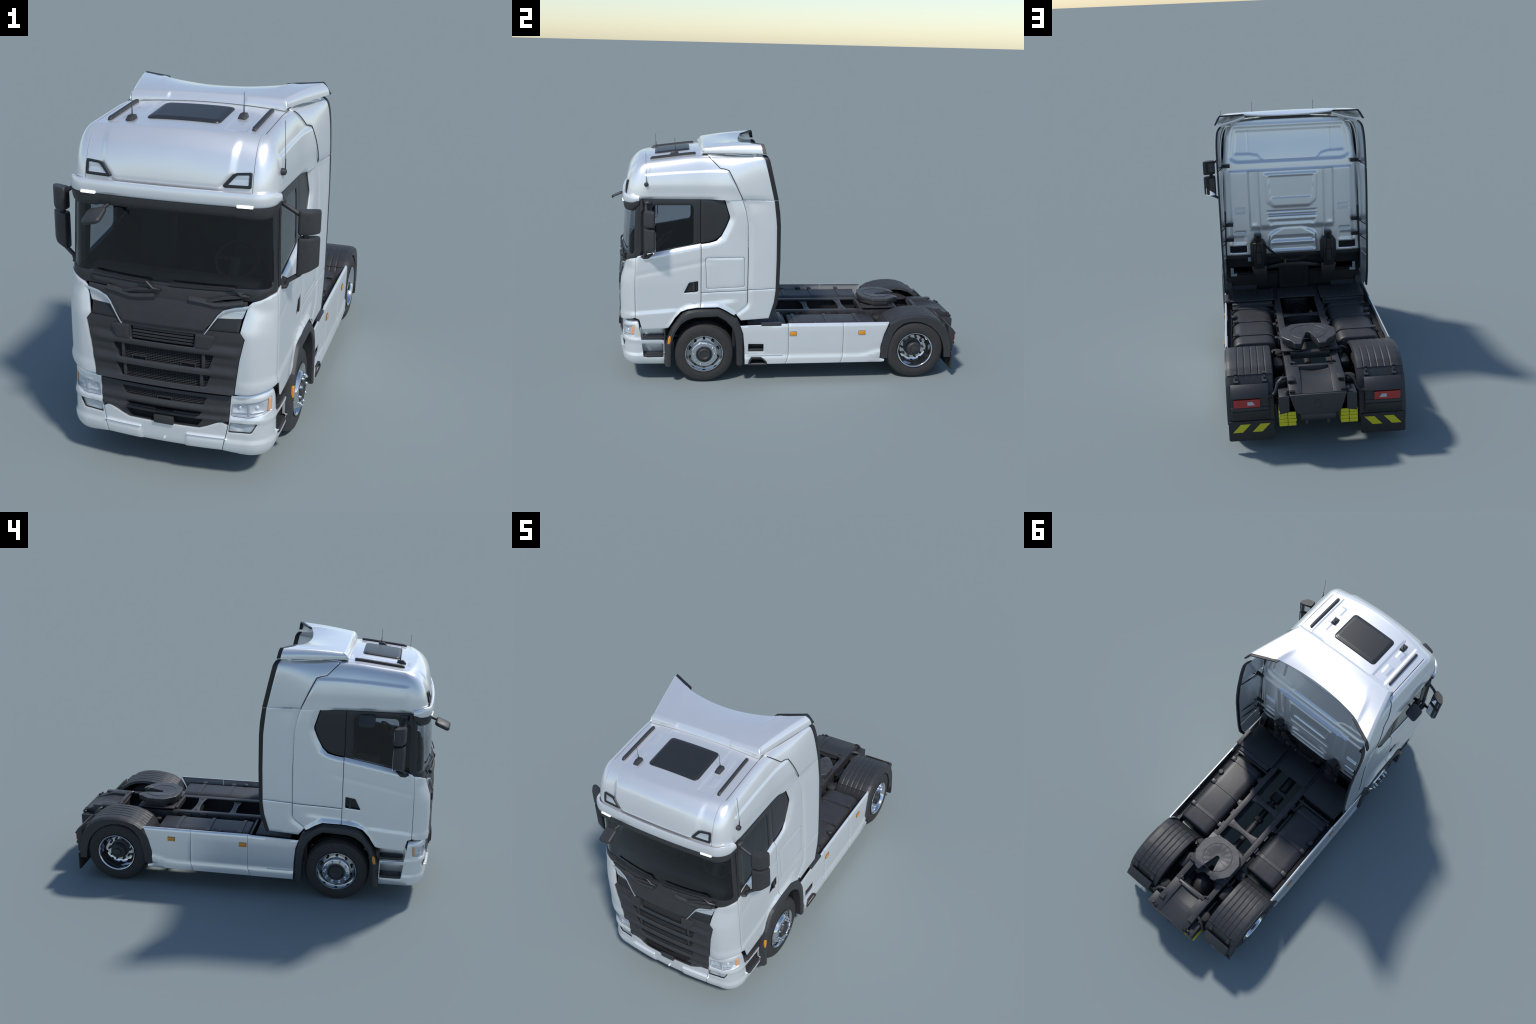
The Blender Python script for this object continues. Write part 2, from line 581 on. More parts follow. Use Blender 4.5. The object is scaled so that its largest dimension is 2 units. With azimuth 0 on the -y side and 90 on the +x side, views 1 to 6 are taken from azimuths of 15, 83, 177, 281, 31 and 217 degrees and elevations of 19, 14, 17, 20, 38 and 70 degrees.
# mesh behind the openings: real wire lattice
def lattice(name, z0, z1, w, dy, pitch=.0062):
    bm = bmesh.new()
    z = z0
    k = 0
    while z < z1:
        pts = [(x, yfront(x, z) + dy, z) for x in [w * (i / 6 - 1) for i in range(13)]]
        add_tube(bm, pts, .0011, 4)
        z += pitch
    n = int(2 * w / pitch)
    for i in range(n + 1):
        x = -w + i * pitch
        add_tube(bm, [(x, yfront(x, z0) + dy + .001, z0), (x, yfront(x, z1) + dy + .001, z1)], .0011, 4)
    o = finish(name, bm, PLASTIC, CAB, kind="stuff")
lattice("grille_mesh", .432, .49, .18, .013)
lattice("grille_mesh", .364, .414, .17, .013)
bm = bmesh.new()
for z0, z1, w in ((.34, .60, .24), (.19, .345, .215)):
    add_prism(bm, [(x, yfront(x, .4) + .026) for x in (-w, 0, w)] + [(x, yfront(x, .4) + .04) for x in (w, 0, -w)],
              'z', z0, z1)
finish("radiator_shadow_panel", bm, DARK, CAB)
def grille_posts(sg):
    for z0, z1, w in ((.434, .489, .145), (.366, .412, .139)):
        y = yfront(w, .45)
        box("grille_post", (sg * w - .006, sg * w + .006), (y + .004, y + .016), (z0, z1), PLASTIC, CAB)
both(grille_posts)
def ubracket(x0, x1, z0, z1, zz):
    y = yfront((x0 + x1) / 2, zz) + .006
    bm = bmesh.new()
    add_box(bm, x0, x1, y, y + .012, z1 - .0025, z1)
    add_box(bm, x0, x0 + .0025, y, y + .012, z0, z1 - .0026)
    add_box(bm, x1 - .0025, x1, y, y + .012, z0, z1 - .0026)
    finish("grille_bracket", bm, PLASTIC, CAB)
ubracket(-.113, -.061, .434, .448, .44)
ubracket(.064, .118, .434, .448, .44)

# upper lamps and silver brows
def upper_lamp(sg):
    lens = [(.186, .617), (.194, .628), (.216, .641), (.250, .650), (.282, .654), (.272, .626), (.269, .621)]
    patch("upper_lamp_lens", [(sg * x, z) for x, z in lens], lambda s, z: cab(s, z, -.004, False), LENS, CAB, thick=.002,
          edge=0)
    patch("upper_lamp_reflector", [(sg * x, z) for x, z in lens], lambda s, z: cab(s, z, -.007 - .003 * cos((z - .62) * 90), False),
          REFLECT, CAB, thick=.004, edge=0, res=.006)
    strip = [(.298, .6705), (.288, .6665), (.244, .6605), (.208, .6485), (.191, .632), (.171, .600), (.147, .562),
             (.1515, .564), (.177, .602), (.197, .630), (.216, .6435), (.250, .6525), (.2855, .6565)]
    patch("lamp_brow", [(sg * x, z) for x, z in strip], lambda s, z: cab(s, z, .0035, False), SILVER, CAB, res=.008,
          thick=.012)
    pk = [(.184, .614), (.268, .6185), (.2635, .578), (.162, .5765)]
    patch("lamp_pocket", [(sg * x, z) for x, z in pk],
          lambda s, z: cab(s, z, -.003 - .007 * ss(.575, .615, z), False), TRIM, CAB, thick=.008)
both(upper_lamp)
patch("front_backing", [(-.30, .35), (.30, .35), (.30, .69), (-.30, .69)], lambda s, z: cab(s, z, -.03, False), DARK, CAB,
      res=.04, thick=.004)

# cowl and wipers
def cowl_map(s, z):
    return cab(s, z, .003, False)
cw = [(-.20, .692), (-.13, .676), (-.08, .662), (-.05, .668), (.05, .668), (.08, .662), (.14, .676), (.20, .690),
      (.262, .694), (.275, .712), (-.275, .712), (-.262, .694)]
patch("windscreen_cowl", cw, cowl_map, PLASTIC, CAB, res=.012, thick=.012)
def wiper(x0, x1):
    zb = .716
    def p(x, z, o):
        return (x, yfront(x, z) - o, z)
    bm = bmesh.new()
    add_tube(bm, [p(x0 + (x1 - x0) * k / 8, zb + .012 - .003 * k / 8, .007) for k in range(9)], .0035, 6)
    add_tube(bm, [p(x1 - .02, zb + .010, .010), p(x1, zb + .008, .012), p(x1 + .022, zb - .014, .010),
                  p(x1 + .05, zb - .018, .008)], .0045, 6)
    finish("wiper_blade", bm, TRIM, CAB)
    bm = bmesh.new()
    prof = [(x1 - .15, .678, .010), (x1 - .10, .672, .014), (x1 - .06, .664, .016), (x1 - .02, .668, .014),
            (x1 + .03, .676, .010)]
    add_tube(bm, [p(x, z, .001) for x, z, r in prof], .012, 8)
    add_tube(bm, [p(x1 - .09, .676, .006), p(x1 - .03, .692, .008), p(x1 + .04, .700, .006)], .006, 6)
    finish("wiper_arm", bm, PLASTIC, CAB)
wiper(-.26, -.055)
wiper(.03, .242)

# ------------------------------------------------------------------ bumper
BXS, BYC = .376, -.828
def bprof(s, z):
    o = lin([(.10, -.022), (.112, -.014), (.125, -.006), (.14, -.001), (.152, 0), (.232, 0), (.243, .004), (.250, .003),
             (.262, -.001), (.32, -.002), (.340, -.005), (.352, -.012), (.366, -.026)], z)
    o += .005 * ss(.170, .165, z) * ss(.082, .085, abs(s))
    return o

def bump(s, z, off=0.0):
    a = abs(s); sg = 1 if s >= 0 else -1
    off += bprof(s, z)
    yf = -.940 + .022 * (min(a, XC) / XC) ** 2
    if a <= XC:
        return (s, yf - off, z)
    se = S(BYC)
    if a < se:
        th = (a - XC) / (se - XC) * pi / 2
        return (sg * (XC + (BXS + off - XC) * sin(th)), BYC - (BYC - yf + off) * cos(th), z)
    return (sg * (BXS + off + .004 * ss(-.83, -.70, a - 1.25)), a - 1.25, z)

BUMPER = empty("bumper")
cpoly = [(.2120, .127), (.2215, .175), (.2305, .224), (.2120, .2355), (.195, .2315), (.159, .2145), (.130, .2035)]
cpoly = cpoly + sym(cpoly)
patch("bumper_beam", cpoly, bump, PAINT, BUMPER, res=.008, thick=.012)
LG = [(.2395, .334), (.2335, .240), (.2130, .2375), (.195, .2335), (.159, .2165), (.130, .2055)]
H4 = rounded([(-.143, .292), (.143, .292), (.155, .322), (-.155, .322)], .005)
H5 = rounded([(-.122, .2065), (-.034, .2065), (-.030, .238), (-.143, .238)], .005)
H6 = rounded([(.034, .2065), (.122, .2065), (.143, .238), (.030, .238)], .005)
H7 = rounded([(-.128, .2535), (.128, .2535), (.138, .262), (-.138, .262)], .003)
def lgmap(s, z):
    return bump(s, z, -.003 + .006 * exp(-((z - .276) / .012) ** 4) + .004 * exp(-((z - .245) / .007) ** 4))
patch("lower_grille", LG + sym(LG), lgmap, PLASTIC, BUMPER, holes=[H4, H5, H6, H7], res=.0085, thick=.02)
lattice("grille_mesh", .290, .324, .152, .013)
ubracket(-.024, .030, .2905, .304, .3)
box("tow_cover", (-.032, .040), (-.949, -.935), (.2045, .236), PLASTIC, BUMPER)
lathe("bumper_plug", [(-.946, .001), (-.9465, .004), (-.940, .0042)], 'y', (.004, 0, .146), PAINT, BUMPER, n=16)

HEAD = rounded([(.2415, .2620), (.300, .2600), (.365, .2680), (.394, .2760), (.397, .3300), (.36, .3250), (.30, .3160),
                (.2445, .3090)], .006)
FOG = rounded([(.2330, .1990), (.312, .2010), (.333, .2370), (.2380, .2365)], .006)
STEPH = rounded(side_poly([(-.817, .228), (-.699, .228), (-.699, .150), (-.807, .150)]), .008)
def bumper_corner(sg):
    out = [(.2140, .1265), (.2240, .175), (.2335, .226), (.2360, .24), (.2410, .338), (.27, .3430), (.31, .3490),
           (.35, .3570), (.38, .3630), (S(-.836), .3620), (S(-.818), .247), (S(-.695), .246), (S(-.695), .106),
           (S(-.83), .106), (.36, .108), (.33, .110), (.275, .112), (.262, .1165), (.25, .1180)]
    patch("bumper_corner", out, lambda s, z: bump(sg * s, z), PAINT, BUMPER, holes=[HEAD, FOG, STEPH], res=.009,
          thick=.010)
    hp = HEAD
    lamp = empty("headlamp", ROOT)
    patch("headlamp_lens", HEAD, lambda s, z: bump(sg * s, z, -.004), LENS, lamp, res=.012, thick=.002, edge=0)
    def refl(s, z):
        d = -.0085
        for c in (.268, .335):
            d -= .007 * max(0, 1 - ((s - c) / .03) ** 2 - ((z - .292) / .022) ** 2)
        return bump(sg * s, z, d)
    patch("headlamp_reflector", HEAD, refl, REFLECT, lamp, res=.007, thick=.003, edge=0)
    for c in (.268, .335):
        p = bump(sg * c, .292, -.0155)
        bm = bmesh.new()
        bmesh.ops.create_icosphere(bm, subdivisions=2, radius=.008, matrix=Matrix.Translation(p))
        finish("headlamp_bulb", bm, REFLECT, lamp)
    for u0, u1 in ((.298, .304),):
        patch("headlamp_divider", rect(u0, u1, .266, .313), lambda s, z: bump(sg * s, z, -.0045), SILVER, lamp, res=.01, thick=.006)
    patch("headlamp_divider", [(.246, .2735), (.375, .2800), (.375, .2770), (.246, .2700)], lambda s, z: bump(sg * s, z, -.005), SILVER, lamp,
          res=.01, thick=.01)
    am = rounded([(.376, .2755), (.391, .2795), (.394, .3265), (.380, .3240)], .003)
    patch("indicator_lens", am, lambda s, z: bump(sg * s, z, -.0025), AMBERP, lamp, res=.008, thick=.006)
    def inset(poly, d):
        cu = sum(p[0] for p in poly) / len(poly); cv = sum(p[1] for p in poly) / len(poly)
        hu = max(abs(p[0] - cu) for p in poly); hv = max(abs(p[1] - cv) for p in poly)
        return [(cu + (u - cu) * (1 - d / hu), cv + (v - cv) * (1 - d / hv)) for u, v in poly]
    patch("headlamp_bezel", inset(HEAD, .0005), lambda s, z: bump(sg * s, z, -.0022), SILVER, lamp, holes=[inset(HEAD, .0040)], res=.008, thick=.007)
    patch("headlamp_dark_rim", inset(HEAD, -.0012), lambda s, z: bump(sg * s, z, -.0028), DARK, lamp, holes=[inset(HEAD, .0006)], res=.008, thick=.006)
    patch("fog_lamp_dark_rim", inset(FOG, -.0012), lambda s, z: bump(sg * s, z, -.0012), DARK, lamp, holes=[inset(FOG, .0016)], res=.008, thick=.007)
    patch("fog_lamp_lens", FOG, lambda s, z: bump(sg * s, z, -.004), LENS, lamp, res=.012, thick=.002, edge=0)
    patch("fog_lamp_reflector", FOG, lambda s, z: bump(sg * s, z, -.008 - .006 * max(0, 1 - ((s - .268) / .02) ** 2 - ((z - .219) / .016) ** 2)),
          REFLECT, lamp, res=.007, thick=.003, edge=0)
    # entry steps
    st = empty("entry_step", ROOT)
    for z0, y0, x1 in ((.252, -.812, .381), (.150, -.807, .384)):
        prism("step_tread", [(sg * .325, y0), (sg * (x1 - .012), y0), (sg * x1, y0 + .02), (sg * x1, -.697), (sg * .325, -.697)], 'z', z0,
              z0 + .015, PLASTIC, st, bevel=.003)
        bm = bmesh.new()
        for i in range(8):
            yy = y0 + .018 + i * .0125
            add_box(bm, min(sg * .335, sg * (x1 - .006)), max(sg * .335, sg * (x1 - .006)), yy, yy + .005, z0 + .0152, z0 + .0175)
        finish("step_tread_rib", bm, PLASTIC, st, kind="stuff")
    box("step_back_panel", tuple(sorted((sg * .318, sg * .324))), (-.83, -.69), (.11, .335), PAINT, st)
    box("step_side_panel", tuple(sorted((sg * .325, sg * .362))), (-.826, -.820), (.11, .315), PAINT, st)
    box("step_side_panel", tuple(sorted((sg * .325, sg * .374))), (-.6945, -.688), (.11, .315), PLASTIC, st)
both(bumper_corner)
box("bumper_carrier", (-.215, .215), (-.905, -.87), (.14, .35), DARK, BUMPER)

# ------------------------------------------------------------------ roof
Z0 = 1.0
ZT = [(-.84, 1.219), (-.74, 1.231), (-.55, 1.255), (-.45, 1.260), (-.2, 1.262)]
def ztop(x, y):
    return smo(ZT, y, .03) - .015 * (x / .285) ** 2

def crease_y(x):
    return -.819 + .040 * (x / .285) ** 2

def sidepro(y):
    """roof side section at y: base x, top x, exponent"""
    k = ss(-.42, -.16, y)
    return (.3575 + .0150 * ss(-.50, -.30, y), .297 + .02 * k, 2.3 + 1.2 * k)

def sup(t, m):
    return max(0.0, 1 - t ** m) ** (1 / m)

GROOVE = [(-.776, 1.149), (-.60, 1.163), (-.45, 1.171), (-.353, 1.173)]
def roof_side_off(y, z):
    zl = lin(GROOVE, y)
    ys = lin([(1.02, -.277), (1.172, -.351), (1.182, -.398), (1.248, -.464)], z)
    k = ss(-.80, -.765, y) * ss(ys + .002, ys - .010, y)
    o = .006 * ss(zl + .003, zl - .010, z) * k * ss(1.04, 1.10, z) + .002 * k * ss(1.10, 1.04, z)
    o -= .014 * ss(1.034, 1.012, z) * ss(-.83, -.80, y) * ss(-.39, -.45, y)
    return o

def roof(s, t):
    """t in 0..1 climbs from the visor line to the roof plateau"""
    a = abs(s); sg = 1 if s >= 0 else -1
    th = t * pi / 2
    def prof(m):
        st = sin(th) ** (2 / m); ct = max(0, cos(th)) ** (2 / m)
        return st, ct
    if a <= XC:
        B = (a, -.895 + .008 * (a / XC) ** 2); T = (a, crease_y(a)); m = 2.1
    elif a < .46:
        k = (a - XC) / (.46 - XC); q = k * pi / 2
        xb, xt, m2 = sidepro(-.79)
        B = (XC + (xb - XC) * sin(q), -.79 - (.887 - .79) * cos(q))
        T = (XC + (xt - XC) * sin(q), -.76 - .019 * cos(q)); m = 2.1 + (m2 - 2.1) * ss(0, 1, k)
    else:
        y = a - 1.25
        xb, xt, m = sidepro(y)
        B = (xb, y); T = (xt, max(y, -.76))
    st, ct = prof(m)
    x = T[0] + (B[0] - T[0]) * ct
    y = T[1] + (B[1] - T[1]) * ct
    z = Z0 + (ztop(min(x, .297), y) - Z0) * st
    if a < XC:     # raised centre panel between the roof lamps
        w = lin([(1.03, .165), (1.06, .185), (1.10, .215), (1.2, .222)], z)
        k = ss(w + .016, w - .008, a) * ss(1.040, 1.058, z) * ss(1.222, 1.16, z)
        y -= .009 * k
    if a > .40:
        x += roof_side_off(y, z) * ss(.40, .46, a)
    return (sg * x, y, z)

def t_of(s, z):
    lo, hi = 0, 1
    for _ in range(30):
        mid = (lo + hi) / 2
        if roof(s, mid)[2] < z: lo = mid
        else: hi = mid
    return lo

ROOF = empty("roof", ROOT)
E1 = .2875
grid("roof_front", lambda u, v: roof(-E1 + 2 * E1 * u, .05 + .95 * v), 110, 40, PAINT, ROOF, thick=.006)
T0 = {}
def cheek(sg):
    def f(u, v):
        s = E1 + .0025 + (S(-.285) - E1 - .0025) * u
        if s not in T0:
            T0[s] = t_of(s, 1.0175)
        return roof(sg * s, T0[s] + (1 - T0[s]) * v)
    grid("roof_side", f, 130, 56, PAINT, ROOF, thick=.006)
both(cheek)
def rooftop(u, v):
    x = -.2935 + .587 * u
    y = crease_y(x) + (-.300 - crease_y(x)) * v
    z = ztop(x, y)
    # pressed channels beside the hatch and a step behind the crease
    a = abs(x)
    z -= .0025 * ss(.156, .161, a) * ss(.236, .228, a) * ss(-.79, -.775, y) * ss(-.50, -.515, y)
    for yc in (-.585, -.705):
        z += .002 * ss(.178, .184, a) * ss(.216, .210, a) * ss(yc - .032, yc - .026, y) * ss(yc + .032, yc + .026, y)
    return (x, y, z)
grid("roof_panel", rooftop, 130, 120, PAINT, ROOF, thick=.006)

# roof hatch with its frame
def on_roof(x, y, h):
    return (x, y, ztop(x, y) + h)
hp = rounded(rect(-.130, .130, -.742, -.553), .022, 6)
patch("roof_hatch", hp, lambda x, y: on_roof(x, y, .008 - .0035 * ss(.012, .009, -sdf((x, y), hp))), HATCH, ROOF, thick=.010, edge=.003, res=.007)
def roof_bits(sg):
    patch("roof_rail", rounded(rect(sg * .247, sg * .260, -.765, -.524) if sg > 0 else rect(-.260, -.247, -.765, -.524), .003),
          lambda x, y: on_roof(x, y, .012 * ss(-.768, -.755, y)), PLASTIC, ROOF, thick=.013, edge=.002, res=.008)
    y0 = -.745 if sg < 0 else -.636
    an = empty("roof_antenna", ROOT)
    zb = ztop(.18, y0)
    prism("antenna_base", [(sg * .18 + a, y0 + b) for a, b in ((-.015, -.024), (.015, -.024), (.015, .022), (-.015, .022))], 'z',
          zb - .004, zb + .013, PLASTIC, an, bevel=.003,
          poly2=[(sg * .18 + a, y0 + b) for a, b in ((-.010, -.008), (.010, -.008), (.011, .020), (-.011, .020))])
    tube("antenna_rod", [(sg * .18, y0 + .006, zb + .012), (sg * .18, y0 + .005, zb + .038)], .0026, PLASTIC, an, r2=.0016)
    tube("antenna_rod", [(sg * .18, y0 + .005, zb + .036), (sg * .18, y0 + .003, zb + .083)], .0009, PLASTIC, an)
both(roof_bits)
sa = empty("side_antenna", ROOT)
lathe("antenna_base", [(.345, .012), (.360, .012), (.368, .010), (.371, .004)], 'x', (0, -.782, 1.097), PLASTIC, sa, n=24)
tube("antenna_rod", [(.366, -.782, 1.097), (.366, -.782, 1.14)], .0025, PLASTIC, sa, r2=.0017)
tube("antenna_rod", [(.366, -.782, 1.139), (.360, -.782, 1.262)], .0009, PLASTIC, sa)

# roof lamps set into the front cheeks
def roof_lamp(sg):
    lamp = empty("roof_lamp", ROOT)
    fr = [(.284, .058), (.284, .109), (.236, .105), (.226, .101), (.193, .060), (.198, .056)]
    fr = rounded([(x, 1 + z) for x, z in fr], .006)
    ins = rounded([(.2755, 1.0665), (.2755, 1.1005), (.238, 1.0970), (.232, 1.0935), (.2075, 1.0655)], .005)
    def rm(o):
        def f(x, z):
            p = roof(sg * x, t_of(x, z))
            return (p[0], p[1] - o, p[2])
        return f
    patch("lamp_frame", fr, rm(.008), TRIM, lamp, holes=[ins], res=.008, thick=.012)
    patch("lamp_lens", ins, rm(.006), LENS, lamp, res=.012, thick=.002, edge=0)
    patch("lamp_reflector", ins, lambda x, z: (lambda p: (p[0], p[1] + .0012 * cos((z - 1.08) * 200), p[2]))(rm(.0028)(x, z)), REFLECT,
          lamp, res=.006, thick=.003, edge=0)
both(roof_lamp)

# ------------------------------------------------------------------ sun visor
VXS, VYC = .371, -.802
def vis(s, z, off=0.0):
    a = abs(s); sg = 1 if s >= 0 else -1
    yf = -.921 + .013 * (min(a, XC) / XC) ** 2
    if a <= XC:
        return (s, yf - off, z)
    th = min(1, (a - XC) / .165) * pi / 2
    return (sg * (XC + (VXS + off - XC) * sin(th)), VYC - (VYC - yf + off) * cos(th), z)
VISOR = empty("sun_visor")
VW = [(-.016, 1.0435), (-.010, 1.0465), (-.004, 1.0445), (-.001, 1.036), (0, 1.022), (0, 1.010), (-.002, 1.003), (-.006, .9985), (-.016, .9985)]
VB = [(-.018, .998), (-.003, .998), (-.003, .990), (-.005, .975), (-.008, .965), (-.013, .958), (-.022, .9545), (-.045, .957), (-.060, .966)]
def strip(name, prof, s0, s1, mat, zf):
    n = 100
    bm = bmesh.new()
    R = []
    for i in range(n + 1):
        s = s0 + (s1 - s0) * i / n
        R.append([bm.verts.new(vis(s, zf(s, z), o)) for o, z in prof])
    for A, B in zip(R, R[1:]):
        for j in range(len(prof)):
            bm.faces.new((A[j], B[j], B[(j + 1) % len(prof)], A[(j + 1) % len(prof)]))
    bm.faces.new(R[0]); bm.faces.new(R[-1][::-1])
    return finish(name, bm, mat, VISOR, angle=45)
strip("visor_shell", VW, -.432, .432, PAINT,
      lambda s, z: z - (z - 1.0) * .45 * ss(.37, .43, abs(s)) + .010 * ss(.39, .43, abs(s)))
strip("visor_shade", VB, -.430, .430, PLASTIC,
      lambda s, z: z + (.998 - z) * (.10 * ss(.25, .235, abs(s)) + .35 * ss(.38, .43, abs(s))) + .010 * ss(.39, .43, abs(s)))
def vlamp(sg):
    patch("position_lamp", rounded(rect(sg * .244, sg * .299, .9985, 1.0065) if sg > 0 else rect(-.299, -.244, .9985, 1.0065), .002),
          lambda s, z: vis(s, z, .002), WLAMP, VISOR, thick=.008, edge=.0005)
both(vlamp)

# ------------------------------------------------------------------ roof spoiler
SPO = empty("roof_spoiler")
def spo_top(xf, q):
    """xf 0..1 across, q 0..1 rearwards"""
    xr = .361 * xf
    if xr < .232:
        yr, zr = -.28 + .029 * (xr / .232) ** 2, 1.290 + .014 * (xr / .232) ** 2
    else:
        k = (xr - .232) / (.361 - .232)
        yr, zr = -.251 + .062 * k, 1.304 + .007 * k
    xf_, yf_, zf_ = .284 * xf, -.466 - .004 * (1 - xf * xf), 1.291 - .005 * xf * xf
    x = xf_ + (xr - xf_) * q
    y = yf_ + (yr - yf_) * q
    z = zf_ + (zr - zf_) * q + .007 * sin(pi * q) * (1 - .4 * xf)
    z += .003 * exp(-((xf - .70) / .05) ** 2) * ss(.3, .8, q)
    return Vector((x, y, z))
def spo(u, v):
    u = 2 * u - 1
    a = abs(u); sg = 1 if u >= 0 else -1
    w = max(0, (a - .82) / .18)
    xf = min(1, a / .82)
    bot0, bot1 = Vector((.290, -.492, 1.2525)), Vector((.386, -.178, 1.267))
    if v < .2:
        t = v / .2
        b = Vector((.290 * xf, -.4955 - .003 * (1 - xf * xf), ztop(.29 * xf, -.495) + .003))
        p0 = spo_top(xf, 0)
        y = b.y + (p0.y - b.y) * (1 - cos(t * pi / 2)); z = b.z + (p0.z - b.z) * sin(t * pi / 2)
        p = Vector((b.x + (p0.x - b.x) * t, y, z))
        if a < .42:
            p.y += .005 * ss(.42, .40, a) * sin(pi * min(1, t * 1.3)) * ss(.85, .6, t)
        q = 0
    else:
        q = (v - .2) / .8
        p = spo_top(xf, q)
    if w > 0:
        B = bot0 + (bot1 - bot0) * q
        p = p + (B - p) * w + Vector((.006 * sin(pi * w), 0, .003 * sin(pi * w)))
    return (sg * p.x, p.y, p.z)
grid("spoiler_shell", spo, 120, 50, PAINT, SPO, thick=.006, centre=(0, -.35, 1.0))
def spo_trim(sg):
    pts = [spo_top(f, 1) for f in (.645, .75, .85, .95, .99)] + [Vector((.3665, -.185, 1.303)), Vector((.387, -.178, 1.268))]
    bm = bmesh.new()
    R = []
    for i, p in enumerate(pts):
        side = i >= 5
        d = Vector((.004, .018, .002)) if not side else Vector((.003, .018, -.001))
        n = Vector((0, 0, 1)) if not side else Vector((.9, 0, .35))
        R.append([bm.verts.new((sg * q.x, q.y, q.z)) for q in (p + n * .001, p + d + n * .001, p + d - n * .007, p - n * .007)])
    for A, B in zip(R, R[1:]):
        for j in range(4):
            bm.faces.new((A[j], B[j], B[(j + 1) % 4], A[(j + 1) % 4]))
    bm.faces.new(R[0]); bm.faces.new(R[-1][::-1])
    finish("spoiler_edge_trim", bm, TRIM, SPO)
both(spo_trim)
# spoiler carrier brackets seen from behind
bm = bmesh.new()
for sg in (1, -1):
    add_tube(bm, [(sg * .235, -.268, 1.290), (sg * .30, -.245, 1.272), (sg * .36, -.215, 1.262)], .012, 10)
finish("spoiler_bracket", bm, PAINT, SPO)

# ------------------------------------------------------------------ side air deflectors
GAPL = [(-.3115, .396), (-.256, .4365), (-.2455, .452), (-.2435, .465), (-.2425, .72), (-.2465, .892), (-.258, .96), (-.2755, 1.018)]
def defl(y, z):
    if z < 1.0:
        h = side_x(y, z) + .0005
        r = .391
        k = ss(-.25, -.09, y)
    else:
        xb, xt, m = sidepro(y)
        t = min(1, (z - Z0) / (ztop(.297, y) + .001 - Z0))
        h = xt + (xb - xt) * sup(t, m) + .003
        r = .335 + (.391 - .335) * sup(min(1, (z - Z0) / .2625), 5)
        k = ss(-.36, -.11, y)
        kk = ss(1.0, 1.05, z)
        h = h * kk + (side_x(y, z) + .0005) * (1 - kk)
        k = k * kk + ss(-.25, -.09, y) * (1 - kk)
    x = h + (r - h) * k
    if z < 1.02:
        x -= .007 * (1 - ss(.004, .024, line_d((y, z), GAPL)))
    return x
DEF = empty("air_deflector_set")
def deflector(sg):
    d = empty("air_deflector", DEF)
    mp = lambda y, z: (sg * defl(y, z), y, z)
    kw = dict(centre=(0, -.25, .7))
    up = [(-.2755, 1.0215), (-.313, 1.10), (-.350, 1.172), (-.372, 1.179), (-.398, 1.183), (-.430, 1.215), (-.463, 1.2475),
          (-.40, 1.2525), (-.30, 1.256), (-.180, 1.2585), (-.166, 1.236), (-.140, 1.13), (-.114, 1.0215)]
    patch("deflector_top", up, mp, PAINT, d, res=.008, **kw)
    mid = [(-.244, .5285)] + GAPL[4:] + [(-.1125, 1.0185), (-.100, .92), (-.096, .879), (-.093, .70), (-.0945, .538)]
    patch("deflector_middle", mid, mp, PAINT, d, res=.010, **kw)
    low = [(-.094, .535), (-.0955, .516), (-.103, .457), (-.129, .368), (-.279, .356)] + GAPL[:4] + [(-.244, .5255)]
    patch("deflector_bottom", low, mp, PAINT, d, res=.010, **kw)
    edge_i = [(-.1785, 1.2585), (-.165, 1.236), (-.139, 1.13), (-.113, 1.0215)]
    edge_o = [(-.090, 1.0215), (-.118, 1.14), (-.140, 1.232), (-.150, 1.2495), (-.160, 1.2585)]
    patch("deflector_edge_trim", edge_i + edge_o, mp, TRIM, d, res=.010, thick=.009, **kw)
    edge_i = [(-.1115, 1.0185), (-.099, .92), (-.095, .879), (-.092, .70), (-.0935, .536), (-.0945, .516), (-.102, .457), (-.128, .366)]
    edge_o = [(-.111, .364), (-.081, .457), (-.0745, .555), (-.0725, .70), (-.0745, .879), (-.080, .95), (-.0905, 1.0185)]
    patch("deflector_edge_trim", edge_i + edge_o, mp, TRIM, d, res=.010, thick=.009, **kw)
    seam = [(-.2772, 1.019), (-.3145, 1.10), (-.3515, 1.1735), (-.373, 1.1805), (-.399, 1.1845), (-.431, 1.2165), (-.464, 1.2480)]  # path of a thin dark tube laid along the seam
    tube("dark_seam_line", [(sg * (defl(y, z) + .0004), y, z) for y, z in
                       [(a[0] + (b[0] - a[0]) * k / 5, a[1] + (b[1] - a[1]) * k / 5) for a, b in zip(seam, seam[1:]) for k in range(5)]], .0016, DARK, d, n=5)
    for z in (1.038, .714, .630):
        bm = bmesh.new()
        xw = sg * .345
        add_box(bm, sg * .345 - .022, sg * .345 + .022, -.236, -.222, z - .010, z + .008)
        add_tube(bm, [(sg * .352, -.222, z), (sg * .386, -.105, z - .006)], .0022, 5)
        add_tube(bm, [(sg * .362, -.222, z - .004), (sg * .386, -.105, z - .006)], .0022, 5)
        add_tube(bm, [(sg * .352, -.222, z), (sg * .380, -.21, z - .006)], .003, 5)
        finish("deflector_bracket", bm, TRIM, d)
both(deflector)

